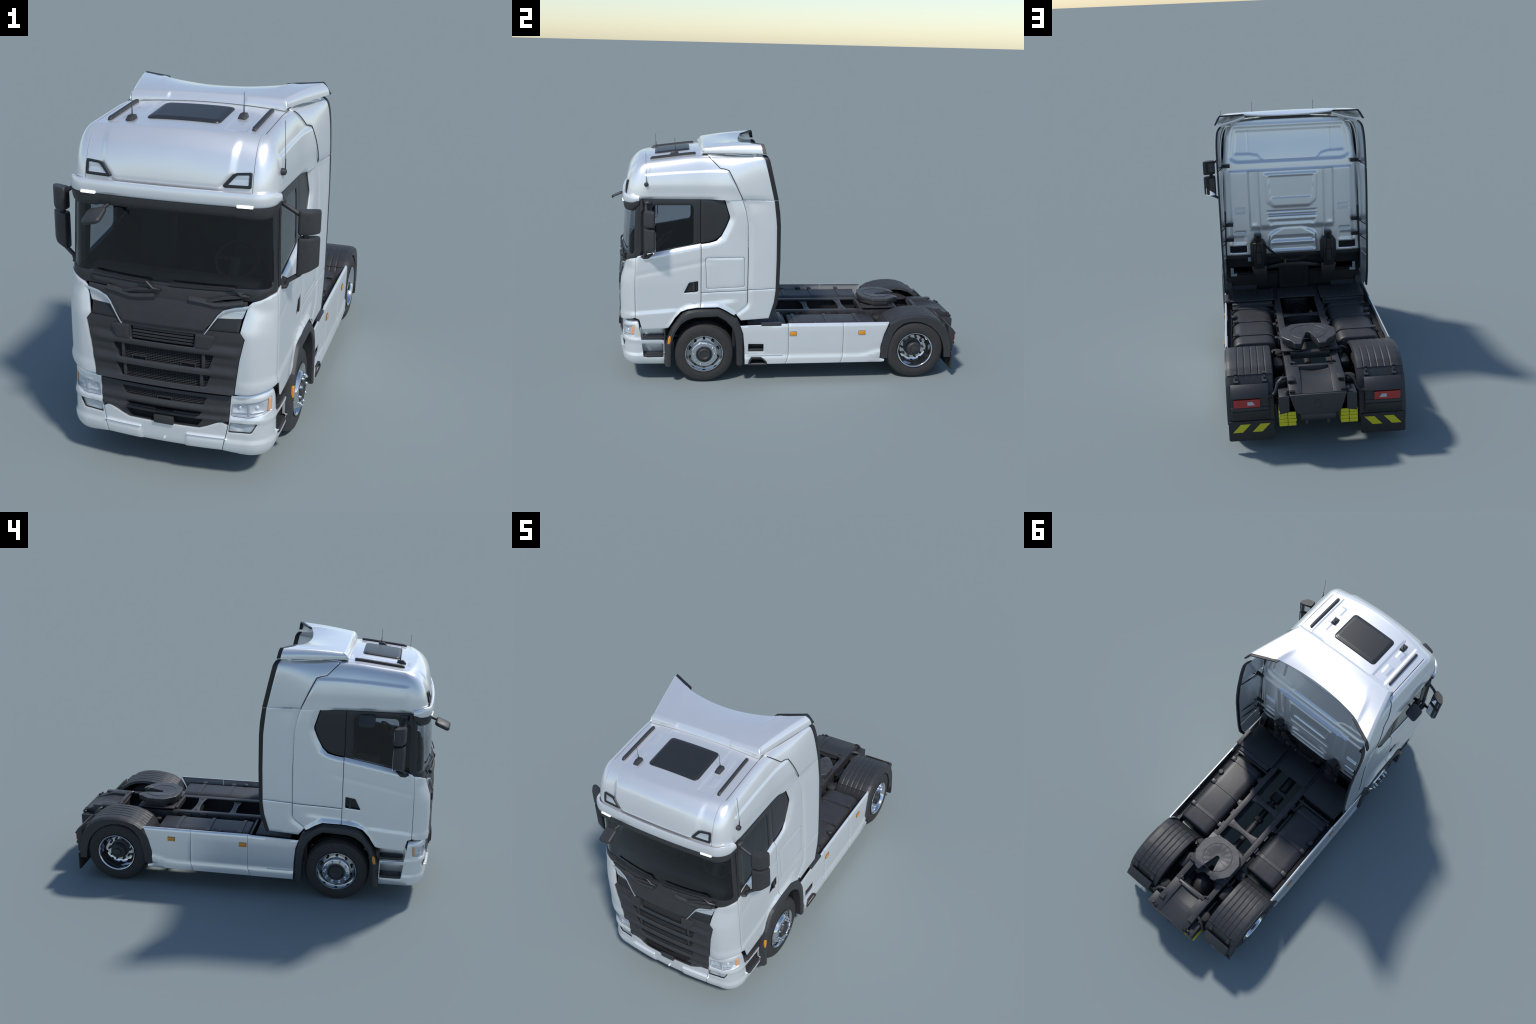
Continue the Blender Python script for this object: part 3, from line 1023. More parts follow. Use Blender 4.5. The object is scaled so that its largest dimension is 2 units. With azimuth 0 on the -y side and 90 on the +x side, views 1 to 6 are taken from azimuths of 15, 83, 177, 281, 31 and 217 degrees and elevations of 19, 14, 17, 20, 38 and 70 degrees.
# ------------------------------------------------------------------ rear wall
def pr(p, poly, w=.008):
    return 1 - ss(-w, 0, sdf(p, poly))
UPO = rounded([(-.303, 1.237), (-.330, 1.066), (-.291, 1.041), (.291, 1.041), (.330, 1.066), (.303, 1.237)], .02)
UPI = rounded([(-.285, 1.214), (-.298, 1.088), (-.215, 1.086), (-.17, 1.076), (-.15, 1.048), (.15, 1.048), (.17, 1.076), (.215, 1.086),
               (.298, 1.088), (.285, 1.214)], .01)
CEN = rounded([(-.126, .974), (-.113, .847), (.113, .847), (.126, .974)], .012)
BOWL = rounded([(-.15, .99), (-.142, .83), (-.100, .793), (.100, .793), (.142, .83), (.15, .99)], .015)
STP1 = rounded([(-.110, .637), (-.126, .60), (.126, .60), (.110, .637)], .01)
STP2 = rounded([(-.118, .593), (-.127, .546), (.127, .546), (.118, .593)], .01)
LOWP = rounded([(-.098, .672), (-.135, .645), (-.14, .53), (.14, .53), (.135, .645), (.098, .672), (.06, .69), (-.06, .69)], .015)
SLOT = [rect(.253, .318, a, b) for a, b in ((.786, .803), (.762, .779), (.655, .668))]
LOCK = rounded(rect(.255, .345, .597, .64), .01)
MOUTH = rounded([(-.131, .728), (-.124, .690), (-.105, .700), (.105, .700), (.124, .690), (.131, .728)], .008)
def wall_relief(x, z):
    a = abs(x); p = (x, z); q = (a, z)
    o = 0
    if z > 1.02:
        o += -.008 * pr(p, UPO, .014) - .004 * pr(p, UPI, .007)
        o -= .0025 * exp(-((a - .222) / .004) ** 2) * pr(p, UPI, .01)
    if z < 1.03:
        o += .006 * ss(1.008, .996, z) * ss(.336, .326, a)
    if z < 1.0:
        o += .006 * ss(.168, .176, a) * ss(.182, .176, a)
        o += .012 * ss(.236, .222, a) * ss(.668, .70, z)
        o -= .004 * ss(.188, .196, a) * ss(.224, .214, a) * ss(.69, .72, z)
        o += .007 * pr(p, BOWL, .016) - .006 * pr(p, CEN, .006)
        if a < .14:
            for zc in (.773, .757, .742):
                o -= .004 * exp(-((z - zc) / .0035) ** 2) * ss(.14, .134, a)
            o -= .004 * pr(p, MOUTH, .006)
            o += .010 * pr(p, LOWP, .02) * ss(.70, .675, z)
            o -= .008 * pr(p, STP1, .012) + .008 * pr(p, STP2, .012)
        elif a < .15:
            o += .010 * pr(p, LOWP, .02) * ss(.70, .675, z)
        for r in SLOT:
            o -= .007 * pr(q, r, .006)
        o -= .004 * pr(q, LOCK, .006)
    return o
def wall_base(x, z):
    hw = lin([(.53, .378), (.9, .362), (1.05, .357), (1.18, .346), (1.25, .315)], z)
    y = -.252 - .036 * ss(.97, 1.27, z) - .010 * ss(1.21, 1.265, z)
    return y - .02 * ss(hw - .022, hw, abs(x)) ** 2
RW = [(.3785, .533), (.370, .72), (.362, .90), (.357, 1.05), (.346, 1.18), (.335, 1.222), (.318, 1.248), (.292, 1.2590), (.15, 1.266)]
VENT = rect(.254, .347, .547, .585)
patch("cab_rear_wall", RW + sym(RW), lambda x, z: (x, wall_base(x, z) + wall_relief(x, z), z), PAINT, CAB, res=.006, thick=.012,
      centre=(0, -.9, .8), holes=[VENT, [(-x, z) for x, z in VENT]])
def vent(sg):
    box("vent_box", tuple(sorted((sg * .2545, sg * .3465))), (-.285, -.272), (.5475, .5845), DARK, CAB)
    bm = bmesh.new()
    for k in range(6):
        add_box(bm, *sorted((sg * .2545, sg * .3465)), -.268, -.256, .549 + k * .006, .5515 + k * .006)
    finish("vent_slat", bm, PLASTIC, CAB)
both(vent)

# ------------------------------------------------------------------ interior
INT = empty("cab_interior")
box("rear_liner", (-.345, .345), (-.34, -.30), (.42, 1.02), INTER, INT)
box("ceiling_liner", (-.33, .33), (-.86, -.30), (1.018, 1.028), INTER, INT)
box("floor_liner", (-.345, .345), (-.86, -.30), (.42, .45), INTER, INT)
prism("dashboard", [(-.85, .60), (-.85, .700), (-.83, .722), (-.78, .722), (-.73, .69), (-.74, .56)], 'x', -.305, .305, INTER, INT, bevel=.01)
def seat(sg):
    st = empty("seat", INT)
    x = sg * .19
    box("seat_cushion", (x - .075, x + .075), (-.66, -.50), (.52, .60), INTER, st, bevel=.015)
    prism("seat_backrest", [(-.52, .58), (-.47, .60), (-.42, .86), (-.46, .87)], 'x', x - .075, x + .075, INTER, st, bevel=.012)
    prism("seat_headrest", [(-.455, .88), (-.42, .88), (-.41, .94), (-.445, .95)], 'x', x - .045, x + .045, INTER, st, bevel=.008)
both(seat)
bm = bmesh.new()
cx = Vector((.19, -.71, .755))
ux = Vector((1, 0, 0)); uy = Vector((0, .75, .66)).normalized()
add_tube(bm, [cx + (ux * cos(2 * pi * k / 32) + uy * sin(2 * pi * k / 32)) * .075 for k in range(33)], .006, 6)
add_tube(bm, [cx - ux * .072, cx + ux * .072], .007, 6)
add_tube(bm, [cx, cx + Vector((0, -.08, -.09))], .02, 8)
finish("steering_wheel", bm, INTER, INT)

# ------------------------------------------------------------------ mirrors
def side_mirror(sg):
    m = empty("side_mirror", ROOT)
    pl = [(.418, -.797), (.462, -.785), (.486, -.750), (.484, -.737), (.470, -.735), (.414, -.757)]
    def housing(z0, z1, name, cut=0):
        bm = bmesh.new()
        lv = [(z0, .91), (z0 + .004, .98), (z0 + .012, 1), (z1 - .012, 1), (z1 - .004, .975), (z1, .91)]
        R = []
        P = rounded(pl, .012, 3)
        cx_ = sum(p[0] for p in P) / len(P); cy = sum(p[1] for p in P) / len(P)
        for z, k in lv:
            R.append([bm.verts.new((sg * (cx_ + (x - cx_) * k), cy + (y - cy) * k, z + cut * (x - .424) / .06 * (1 - (z - z0) / (z1 - z0))))
                      for x, y in P])
        n = len(P)
        for A, B in zip(R, R[1:]):
            for j in range(n):
                bm.faces.new((A[j], A[(j + 1) % n], B[(j + 1) % n], B[j]))
        bm.faces.new(R[0][::-1]); bm.faces.new(R[-1])
        finish(name, bm, PLASTIC, m, angle=40)
        a, b = Vector((.4165, -.7545)), Vector((.4815, -.7335))
        d = (b - a).normalized(); n_ = Vector((-d.y, d.x))
        q = [a + d * .006 - n_ * .003, b - d * .008 - n_ * .003, b - d * .008 + n_ * .0010, a + d * .006 + n_ * .0010]
        prism("mirror_glass", [(sg * v.x, v.y) for v in q], 'z', z0 + .014, z1 - .012, MIRROR, m, bevel=0)
    housing(.893, .972, "mirror_housing")
    housing(.752, .880, "mirror_housing", cut=.024)
    tube("mirror_arm", [(sg * .440, -.770, .87), (sg * .440, -.770, .90)], .010, PLASTIC, m, n=10)
    tube("mirror_arm", [(sg * .352, -.775, .996), (sg * .368, -.785, .990), (sg * .40, -.783, .972), (sg * .432, -.775, .950)], .0075, PLASTIC, m, n=10)
    bm = bmesh.new()
    bmesh.ops.create_uvsphere(bm, u_segments=16, v_segments=10, radius=.016, matrix=Matrix.Translation((sg * .358, -.775, 1.0)) @ Matrix.Diagonal((.9, 1.3, .7, 1)))
    finish("arm_socket", bm, PLASTIC, m)
    tube("mirror_arm", [(sg * .386, -.795, .716), (sg * .392, -.793, .732), (sg * .425, -.78, .752), (sg * .44, -.775, .77)], .008, PLASTIC, m, n=10)
    prism("mirror_foot", [(-.822, .716), (-.752, .733), (-.745, .728), (-.768, .703), (-.803, .699)], 'x', sg * .362, sg * .392, PLASTIC, m, bevel=.004,
          poly2=[(-.812, .716), (-.765, .728), (-.760, .724), (-.776, .707), (-.800, .705)])
both(side_mirror)

def plate_mirror(name, c, ax, ay, t, w, h, arm):
    """rounded mirror head: centre, width axis, height axis, thickness"""
    m = empty(name, ROOT)
    c = Vector(c); ax = Vector(ax).normalized(); ay = Vector(ay).normalized(); n = -ax.cross(ay).normalized()
    poly = rounded(rect(-w, w, -h, h), min(w, h) * .5, 5)
    bm = bmesh.new()
    R = []
    for d, k in ((-t, .82), (-t * .6, .96), (0, 1), (t * .7, 1), (t, .96)):
        R.append([bm.verts.new(c + (ax * x + ay * y) * k + n * d) for x, y in poly])
    k = len(poly)
    for A, B in zip(R, R[1:]):
        for j in range(k):
            bm.faces.new((A[j], A[(j + 1) % k], B[(j + 1) % k], B[j]))
    bm.faces.new(R[0][::-1]); bm.faces.new(R[-1])
    finish("mirror_housing", bm, PLASTIC, m, angle=45)
    bm = bmesh.new()
    A = [bm.verts.new(c + (ax * x + ay * y) * .9 + n * (t + .0012)) for x, y in poly]
    bm.faces.new(A)
    r = bmesh.ops.extrude_face_region(bm, geom=list(bm.faces))
    bmesh.ops.translate(bm, verts=[v for v in r['geom'] if isinstance(v, bmesh.types.BMVert)], vec=-n * .002)
    finish("mirror_glass", bm, MIRROR, m)
    tube("mirror_arm", arm, .006, PLASTIC, m)
plate_mirror("front_mirror", (-.225, -.964, .940), (-.97, .12, -.25), (0, -.91, -.41), .008, .036, .038,
             [(-.198, -.89, .968), (-.205, -.915, .960), (-.214, -.942, .952)])
plate_mirror("kerb_mirror", (-.402, -.602, .984), (0, 1, 0), (-.80, 0, -.42), .009, .040, .036,
             [(-.34, -.62, .998), (-.37, -.61, .999), (-.395, -.602, .992)])

# ------------------------------------------------------------------ wheels
WR = .1665
FY, RY = -.479, .706
def tyre(name, x0, x1, c, parent, sg):
    w = x1 - x0
    prof = [(x0 + .012, .098), (x0 + .004, .104), (x0, .122), (x0 + .001, .142), (x0 + .006, .156), (x0 + .010, .1605), (x0 + .016, .1640)]
    n = 4
    a, b = x0 + .018, x1 - .018
    gw = .0035
    for k in range(n):
        t = a + (b - a) * (k + .5) / n
        prof += [(t - gw, .1663), (t - gw * .6, .160), (t + gw * .6, .160), (t + gw, .1663)]
    prof += [(x1 - .016, .1640), (x1 - .010, .1605), (x1 - .006, .156), (x1 - .001, .142), (x1, .122), (x1 - .004, .104), (x1 - .012, .098)]
    prof = [(sg * t, r) for t, r in prof]
    mid = sg * (x0 + x1) / 2
    def rf(t, r, k):
        if .1602 < r < .1645 and abs(t - mid) > w / 2 - .02:
            return r - (.0022 if k % 2 else 0)
        return r
    lathe(name, prof, 'x', (0, *c), RUBBER, parent, n=112, angle=28, caps=False, rad_fn=rf)

def front_wheel(sg):
    w = empty("front_wheel", ROOT, (0, 0, 0))
    c = (FY, WR)
    tyre("tyre", .282, .385, c, w, sg)
    prof = [(.276, .100), (.366, .100), (.3725, .1035), (.3745, .1030), (.3745, .1005), (.371, .098), (.362, .0950), (.345, .0925), (.343, .0900),
            (.350, .0870), (.366, .0770), (.376, .0720), (.380, .0690), (.3815, .0660), (.3815, .046)]
    lathe("rim", [(sg * (t + .0125), r) for t, r in prof], 'x', (0, *c), CHROME, w, n=80, angle=50, caps=False)
    bm = bmesh.new()
    for k in range(10):
        a = 2 * pi * (k + .5) / 10
        y, z = FY + .0815 * cos(a), WR + .0815 * sin(a)
        n = Vector((sg * .8, .6 * cos(a), .6 * sin(a))).normalized()
        p = Vector((sg * .371, y, z))
        add_tube(bm, [p - n * .002, p + n * .0022], .0072, 12)
    finish("rim_hole", bm, DARK, w, kind="stuff")
    for k in range(10):
        a = 2 * pi * k / 10
        y, z = FY + .0595 * cos(a), WR + .0595 * sin(a)
        lathe("wheel_nut", [(sg * .393, .0070), (sg * .400, .0068), (sg * .4015, .0058), (sg * .406, .0052), (sg * .4075, .0032)], 'x', (0, y, z),
              CHROME, w, n=10)
    lathe("hub", [(sg * .386, .046), (sg * .396, .0450), (sg * .3975, .040), (sg * .394, .036), (sg * .400, .0335), (sg * .404, .030), (sg * .404, .022),
                  (sg * .401, .018), (sg * .401, .004), (sg * .404, .0035)], 'x', (0, *c), PLASTIC, w, n=40)
    bm = bmesh.new()
    add_lathe(bm, [(sg * .27, .10), (sg * .285, .10)], 'x', (0, *c), 40)
    finish("brake_drum", bm, DARK, w)
both(front_wheel)

def rear_wheel(sg):
    w = empty("rear_wheel", ROOT)
    c = (RY, WR)
    tyre("tyre", .296, .388, c, w, sg)
    tyre("tyre", .190, .280, c, w, sg)
    prof = [(.280, .099), (.368, .099), (.3745, .1015), (.3760, .1005), (.3760, .0980), (.372, .0945), (.358, .0915), (.352, .0900), (.318, .0880), (.302, .0850),
            (.294, .078), (.292, .066), (.292, .046)]
    lathe("rim", [(sg * (t + .014 + (.022 if t < .33 and r < .095 else 0)), r) for t, r in prof], 'x', (0, *c), CHROME, w, n=80, angle=50, caps=False)
    bm = bmesh.new()
    for k in range(10):
        a = 2 * pi * (k + .5) / 10
        p = Vector((sg * .3350, RY + .0805 * cos(a), WR + .0805 * sin(a)))
        n = Vector((sg * .75, -.65 * cos(a), -.65 * sin(a))).normalized()
        add_tube(bm, [p - n * .002, p + n * .0022], .0080, 12)
    finish("rim_hole", bm, DARK, w, kind="stuff")
    lathe("hub", [(sg * .290, .052), (sg * .336, .050), (sg * .340, .040), (sg * .372, .037), (sg * .376, .032), (sg * .376, .022), (sg * .386, .020), (sg * .388, .014)],
          'x', (0, *c), PLASTIC, w, n=36)
    for k in range(10):
        a = 2 * pi * k / 10
        lathe("wheel_nut", [(sg * .326, .0065), (sg * .340, .0062), (sg * .347, .0035)], 'x', (0, RY + .060 * cos(a), WR + .060 * sin(a)), PLASTIC, w, n=8)
    lathe("brake_drum", [(sg * .20, .098), (sg * .278, .098)], 'x', (0, *c), DARK, w, n=40)
both(rear_wheel)

# ------------------------------------------------------------------ front wheel arches
ARCHES = empty("front_wheel_arch_set")
def front_arch(sg):
    a = empty("front_wheel_arch", ARCHES)
    def seg(i0, i1, j0, j1, name):
        bm = bmesh.new()
        po = ARCH_OUT[i0:i1 + 1]; pi_ = ARCH_IN[i0:i1 + 1]
        n = len(po)
        X0, X1 = .352, .402
        rows = []
        for k in range(n):
            o = Vector(po[k]); i = Vector(pi_[k])
            m = o + (i - o) * .28
            m2 = o + (i - o) * .92
            rows.append([bm.verts.new((sg * x, p.x, p.y)) for x, p in ((.351, o), (.384, o), (X1 - .002, m), (X1 + .002, (m + m2) / 2), (X1, m2), (X1 - .005, i), (.350, i), (.350, o))])
        for A, B in zip(rows, rows[1:]):
            for j in range(8):
                bm.faces.new((A[j], B[j], B[(j + 1) % 8], A[(j + 1) % 8]))
        bm.faces.new(rows[0]); bm.faces.new(rows[-1][::-1])
        finish(name, bm, PLASTIC, a, angle=30)
    seg(0, 2, 0, 0, "arch_front_flap")
    seg(2, 8, 0, 0, "arch_top")
    seg(8, 11, 0, 0, "arch_rear_flap")
    prism("side_marker", rounded([(-.678, .232), (-.666, .232), (-.660, .250), (-.660, .276), (-.669, .276), (-.675, .262)], .003), 'x', sg * .394, sg * .4045, ORANGE, a,
          bevel=.002)
    # inner liner
    bm = bmesh.new()
    rows = []
    for p in ARCH_IN:
        d = (Vector(p) - Vector((FY, .17)))
        q = Vector((FY, .17)) + d * 1.10
        rows.append([bm.verts.new((sg * .36, q.x, q.y)), bm.verts.new((sg * .21, q.x, q.y)), bm.verts.new((sg * .21, q.x + d.x * .05, q.y + d.y * .05)),
                     bm.verts.new((sg * .36, q.x + d.x * .05, q.y + d.y * .05))])
    for A, B in zip(rows, rows[1:]):
        for j in range(4):
            bm.faces.new((A[j], B[j], B[(j + 1) % 4], A[(j + 1) % 4]))
    bm.faces.new(rows[0]); bm.faces.new(rows[-1][::-1])
    finish("arch_liner", bm, TRIM, a)
    tube("arch_bolt", [(sg * .37, -.279, .103), (sg * .37, -.279, .078)], .003, CHASSIS, a)
both(front_arch)

# ------------------------------------------------------------------ frame
FR = empty("chassis_frame")
def rail(sg):
    bm = bmesh.new()
    c = [(.092, .195), (.124, .195), (.124, .322), (.092, .322), (.092, .314), (.116, .314), (.116, .203), (.092, .203)]
    add_prism(bm, [(sg * x, z) for x, z in c], 'y', -.86, .93)
    finish("frame_rail", bm, CHASSIS, FR, bevel=.0015)
    # bolts and brackets along the web
    bm = bmesh.new()
    for y in [(-.02 + .036 * k) for k in range(16)]:
        for z in (.300, .245):
            add_tube(bm, [(sg * .1235, y, z), (sg * .1275, y, z)], .0035, 6)
    for y0, z0 in ((.02, .30), (.09, .295), (.20, .30), (.27, .30), (.36, .295), (.43, .30)):
        add_box(bm, *sorted((sg * .1245, sg * .133)), y0, y0 + .035, z0 - .02, z0 + .018)
    finish("frame_bracket", bm, CHASSIS, FR, kind="stuff")
both(rail)
def crossmember(yc, z):
    n = 16
    pts = []
    for k in range(n + 1):
        x = -.094 + .188 * k / n
        pts.append((x, .014 + .012 * abs(x / .094) ** 2.2))
    poly = [(x, yc - w) for x, w in pts] + [(x, yc + w) for x, w in pts[::-1]]
    prism("crossmember", poly, 'z', z - .006, z, CHASSIS, FR, bevel=.001)
    bm = bmesh.new()
    for sg in (1, -1):
        add_tube(bm, [(sg * .078, yc, z), (sg * .078, yc, z + .002)], .008, 14)
    for k in range(4):
        add_tube(bm, [(-.021 + k * .014, yc, z - .001), (-.021 + k * .014, yc, z + .0012)], .003, 8)
    finish("crossmember_rivet", bm, CHASSIS, FR, kind="stuff")
    box("crossmember_web", (-.091, .091), (yc - .010, yc + .010), (z - .05, z - .0065), CHASSIS, FR)
crossmember(.135, .312)
crossmember(.342, .321)
box("crossmember", (-.0915, .0915), (.78, .80), (.22, .325), CHASSIS, FR)
box("crossmember", (-.0915, .0915), (-.60, -.57), (.21, .32), CHASSIS, FR)
DECK = empty("deck_plate_set", FR)
def deck(x0, x1, y0, y1, z):
    box("deck_plate", (x0, x1), (y0, y1), (z - .008, z), PLASTIC, DECK)
    bm = bmesh.new()
    k = 0
    nx = int((x1 - x0) / .012); ny = int((y1 - y0) / .012)
    for i in range(nx):
        for j in range(ny):
            x = x0 + .006 + i * (x1 - x0) / nx; y = y0 + .006 + j * (y1 - y0) / ny
            add_box(bm, x, x + .0045, y, y + .0022, z + .0002, z + .0012) if (i + j) % 2 else add_box(bm, x, x + .0022, y, y + .0045, z + .0002, z + .0012)
    finish("deck_tread", bm, PLASTIC, DECK, kind="stuff")
deck(.124, .362, -.24, -.060, .333)
deck(-.362, -.126, -.24, -.054, .333)
deck(-.106, .102, -.24, -.090, .331)
box("battery_box", (-.355, -.135), (-.235, -.055), (.15, .324), CHASSIS, FR)
box("silencer_box", (.135, .352), (-.235, -.035), (.13, .322), CHASSIS, FR, bevel=.006)
box("tank_bracket", (.125, .35), (-.034, -.022), (.300, .312), CHASSIS, FR)
box("tank_bracket", (-.35, -.125), (-.028, -.016), (.30, .315), CHASSIS, FR)

# fuel tanks with straps and caps
def tank(sg, y0, y1, straps):
    t = empty("fuel_tank", ROOT)
    x0, x1, z0, z1 = .146, .356, .110, .318
    prof = rounded([(x0, z0), (x1, z0), (x1, z1), (x0, z1)], .052, 8)
    prof = [(sg * x, z) for x, z in prof]
    bm = bmesh.new()
    R = []
    cx_, cz = sg * (x0 + x1) / 2, (z0 + z1) / 2
    for y, k in ((y0, .93), (y0 + .004, .975), (y0 + .012, 1), (y1 - .012, 1), (y1 - .004, .975), (y1, .93)):
        R.append([bm.verts.new((cx_ + (x - cx_) * k, y, cz + (z - cz) * k)) for x, z in prof])
    n = len(prof)
    for A, B in zip(R, R[1:]):
        for j in range(n):
            bm.faces.new((A[j], A[(j + 1) % n], B[(j + 1) % n], B[j]))
    bm.faces.new(R[0]); bm.faces.new(R[-1][::-1])
    finish("tank_body", bm, CHASSIS, t, angle=40)
    for ys in straps:
        bm = bmesh.new()
        R = []
        for y, e in ((ys - .010, .0005), (ys - .009, .004), (ys + .009, .004), (ys + .010, .0005)):
            R.append([bm.verts.new((x + (1 if x > cx_ else -1) * e, y, z + (1 if z > cz else -1) * e)) for x, z in prof])
        for A, B in zip(R, R[1:]):
            for j in range(n):
                bm.faces.new((A[j], A[(j + 1) % n], B[(j + 1) % n], B[j]))
        finish("tank_strap", bm, CHASSIS, t, angle=25)
        box("strap_buckle", tuple(sorted((sg * .322, sg * .350))), (ys - .012, ys + .012), (.3185, .325), CHASSIS, t)
        box("tank_console", tuple(sorted((sg * .1255, sg * .150))), (ys - .014, ys + .014), (.15, .30), CHASSIS, t)
    yc = .142
    lathe("tank_cap", [(0, .016), (.024, .016), (.028, .012)], 'z', (sg * .342, yc, .300), PLASTIC, t, n=18)
tank(1, -.008, .488, (.030, .213, .390))
tank(-1, -.012, .486, (.036, .211, .382))

# ------------------------------------------------------------------ side skirts
SK = empty("side_skirt_set")
def skirt_x(y, z):
    x = lin([(.10, .395), (.106, .4000), (.140, .4000), (.152, .3935), (.20, .3945), (.29, .3935), (.325, .3910), (.3335, .386)], z)
    k = ss(.33, .46, y)     # the lower facet fades towards the rear wheel
    if z < .15:
        zz = .148 + .035 * ss(.33, .50, y)
    return x + .0
def skirt(sg):
    def mp(y, z):
        lift = .030 * ss(.36, .52, y) ** 1.5
        return (sg * skirt_x(y, z - lift * ss(.30, .15, z) * ss(.100, .13, z)), y, z)
    kw = dict(centre=(0, .15, .2))
    a = [(-.282, .3265), (-.0165, .3335), (-.0165, .146), (-.031, .1035), (-.256, .1035), (-.2585, .20), (-.266, .28)]
    hole = [rounded([(-.238, .222), (-.153, .220), (-.153, .176), (-.238, .177)], .004)] if sg > 0 else []
    if sg > 0:
        hole.append(rounded([(-.223, .147), (-.163, .146), (-.133, .116), (-.138, .108), (-.236, .108), (-.236, .116)], .006))
    patch("skirt_panel", a, mp, PAINT, SK, holes=hole, **kw)
    patch("skirt_panel", [(-.0145, .3335), (.2885, .3335), (.2915, .146), (.277, .1035), (-.029, .1035), (-.0145, .146)], mp, PAINT, SK, **kw)
    patch("skirt_panel", [(.2905, .3335), (.5500, .3335), (.522, .265), (.506, .20), (.502, .125), (.531, .118), (.529, .107), (.515, .104), (.2795, .1035),
                          (.2935, .146)], mp, PAINT, SK, **kw)
    for y in (.010, .395):
        box("side_marker", tuple(sorted((sg * .386, sg * .3980))), (y - .018, y + .018), (.267, .288), ORANGE, SK, bevel=.0012)
        box("side_marker_rim", tuple(sorted((sg * .386, sg * .3958))), (y - .0195, y + .0195), (.2655, .2895), TRIM, SK, bevel=.001)
    box("skirt_carrier", tuple(sorted((sg * .355, sg * .378))), (-.25, .50), (.15, .165), DARK, SK)
    box("skirt_carrier", tuple(sorted((sg * .355, sg * .378))), (-.02, .50), (.29, .30), DARK, SK)
    box("skirt_line", tuple(sorted((sg * .386, sg * .3985))), (-.255, -.047 if sg > 0 else -.118), (.152, .1575), SILVER, SK)
both(skirt)
box("skirt_corner_pad", (.362, .3915), (-.168, -.056), (.322, .337), PLASTIC, SK, bevel=.003)
box("skirt_step_recess", (.340, .346), (-.242, -.149), (.172, .226), PAINT, SK)
box("skirt_step_tread", (.346, .3875), (-.237, -.154), (.178, .189), PLASTIC, SK)
bm = bmesh.new()
po = rounded([(-.222, .146), (-.162, .145), (-.131, .112), (-.136, .1015), (-.237, .1015), (-.236, .116)], .008)
pi_ = [(-.186 + (y + .186) * .82, .123 + (z - .123) * .72) for y, z in po]
n = len(po)
A = [bm.verts.new((.34, *p)) for p in po]; B = [bm.verts.new((.404, *p)) for p in po]
C = [bm.verts.new((.4035, *p)) for p in pi_]; D = [bm.verts.new((.345, *p)) for p in pi_]
for Q, R_ in ((A, B), (B, C), (C, D)):
    for j in range(n):
        bm.faces.new((Q[j], Q[(j + 1) % n], R_[(j + 1) % n], R_[j]))
bm.faces.new(D); bm.faces.new(A[::-1])
finish("exhaust_outlet", bm, PLASTIC, ROOT, angle=30)

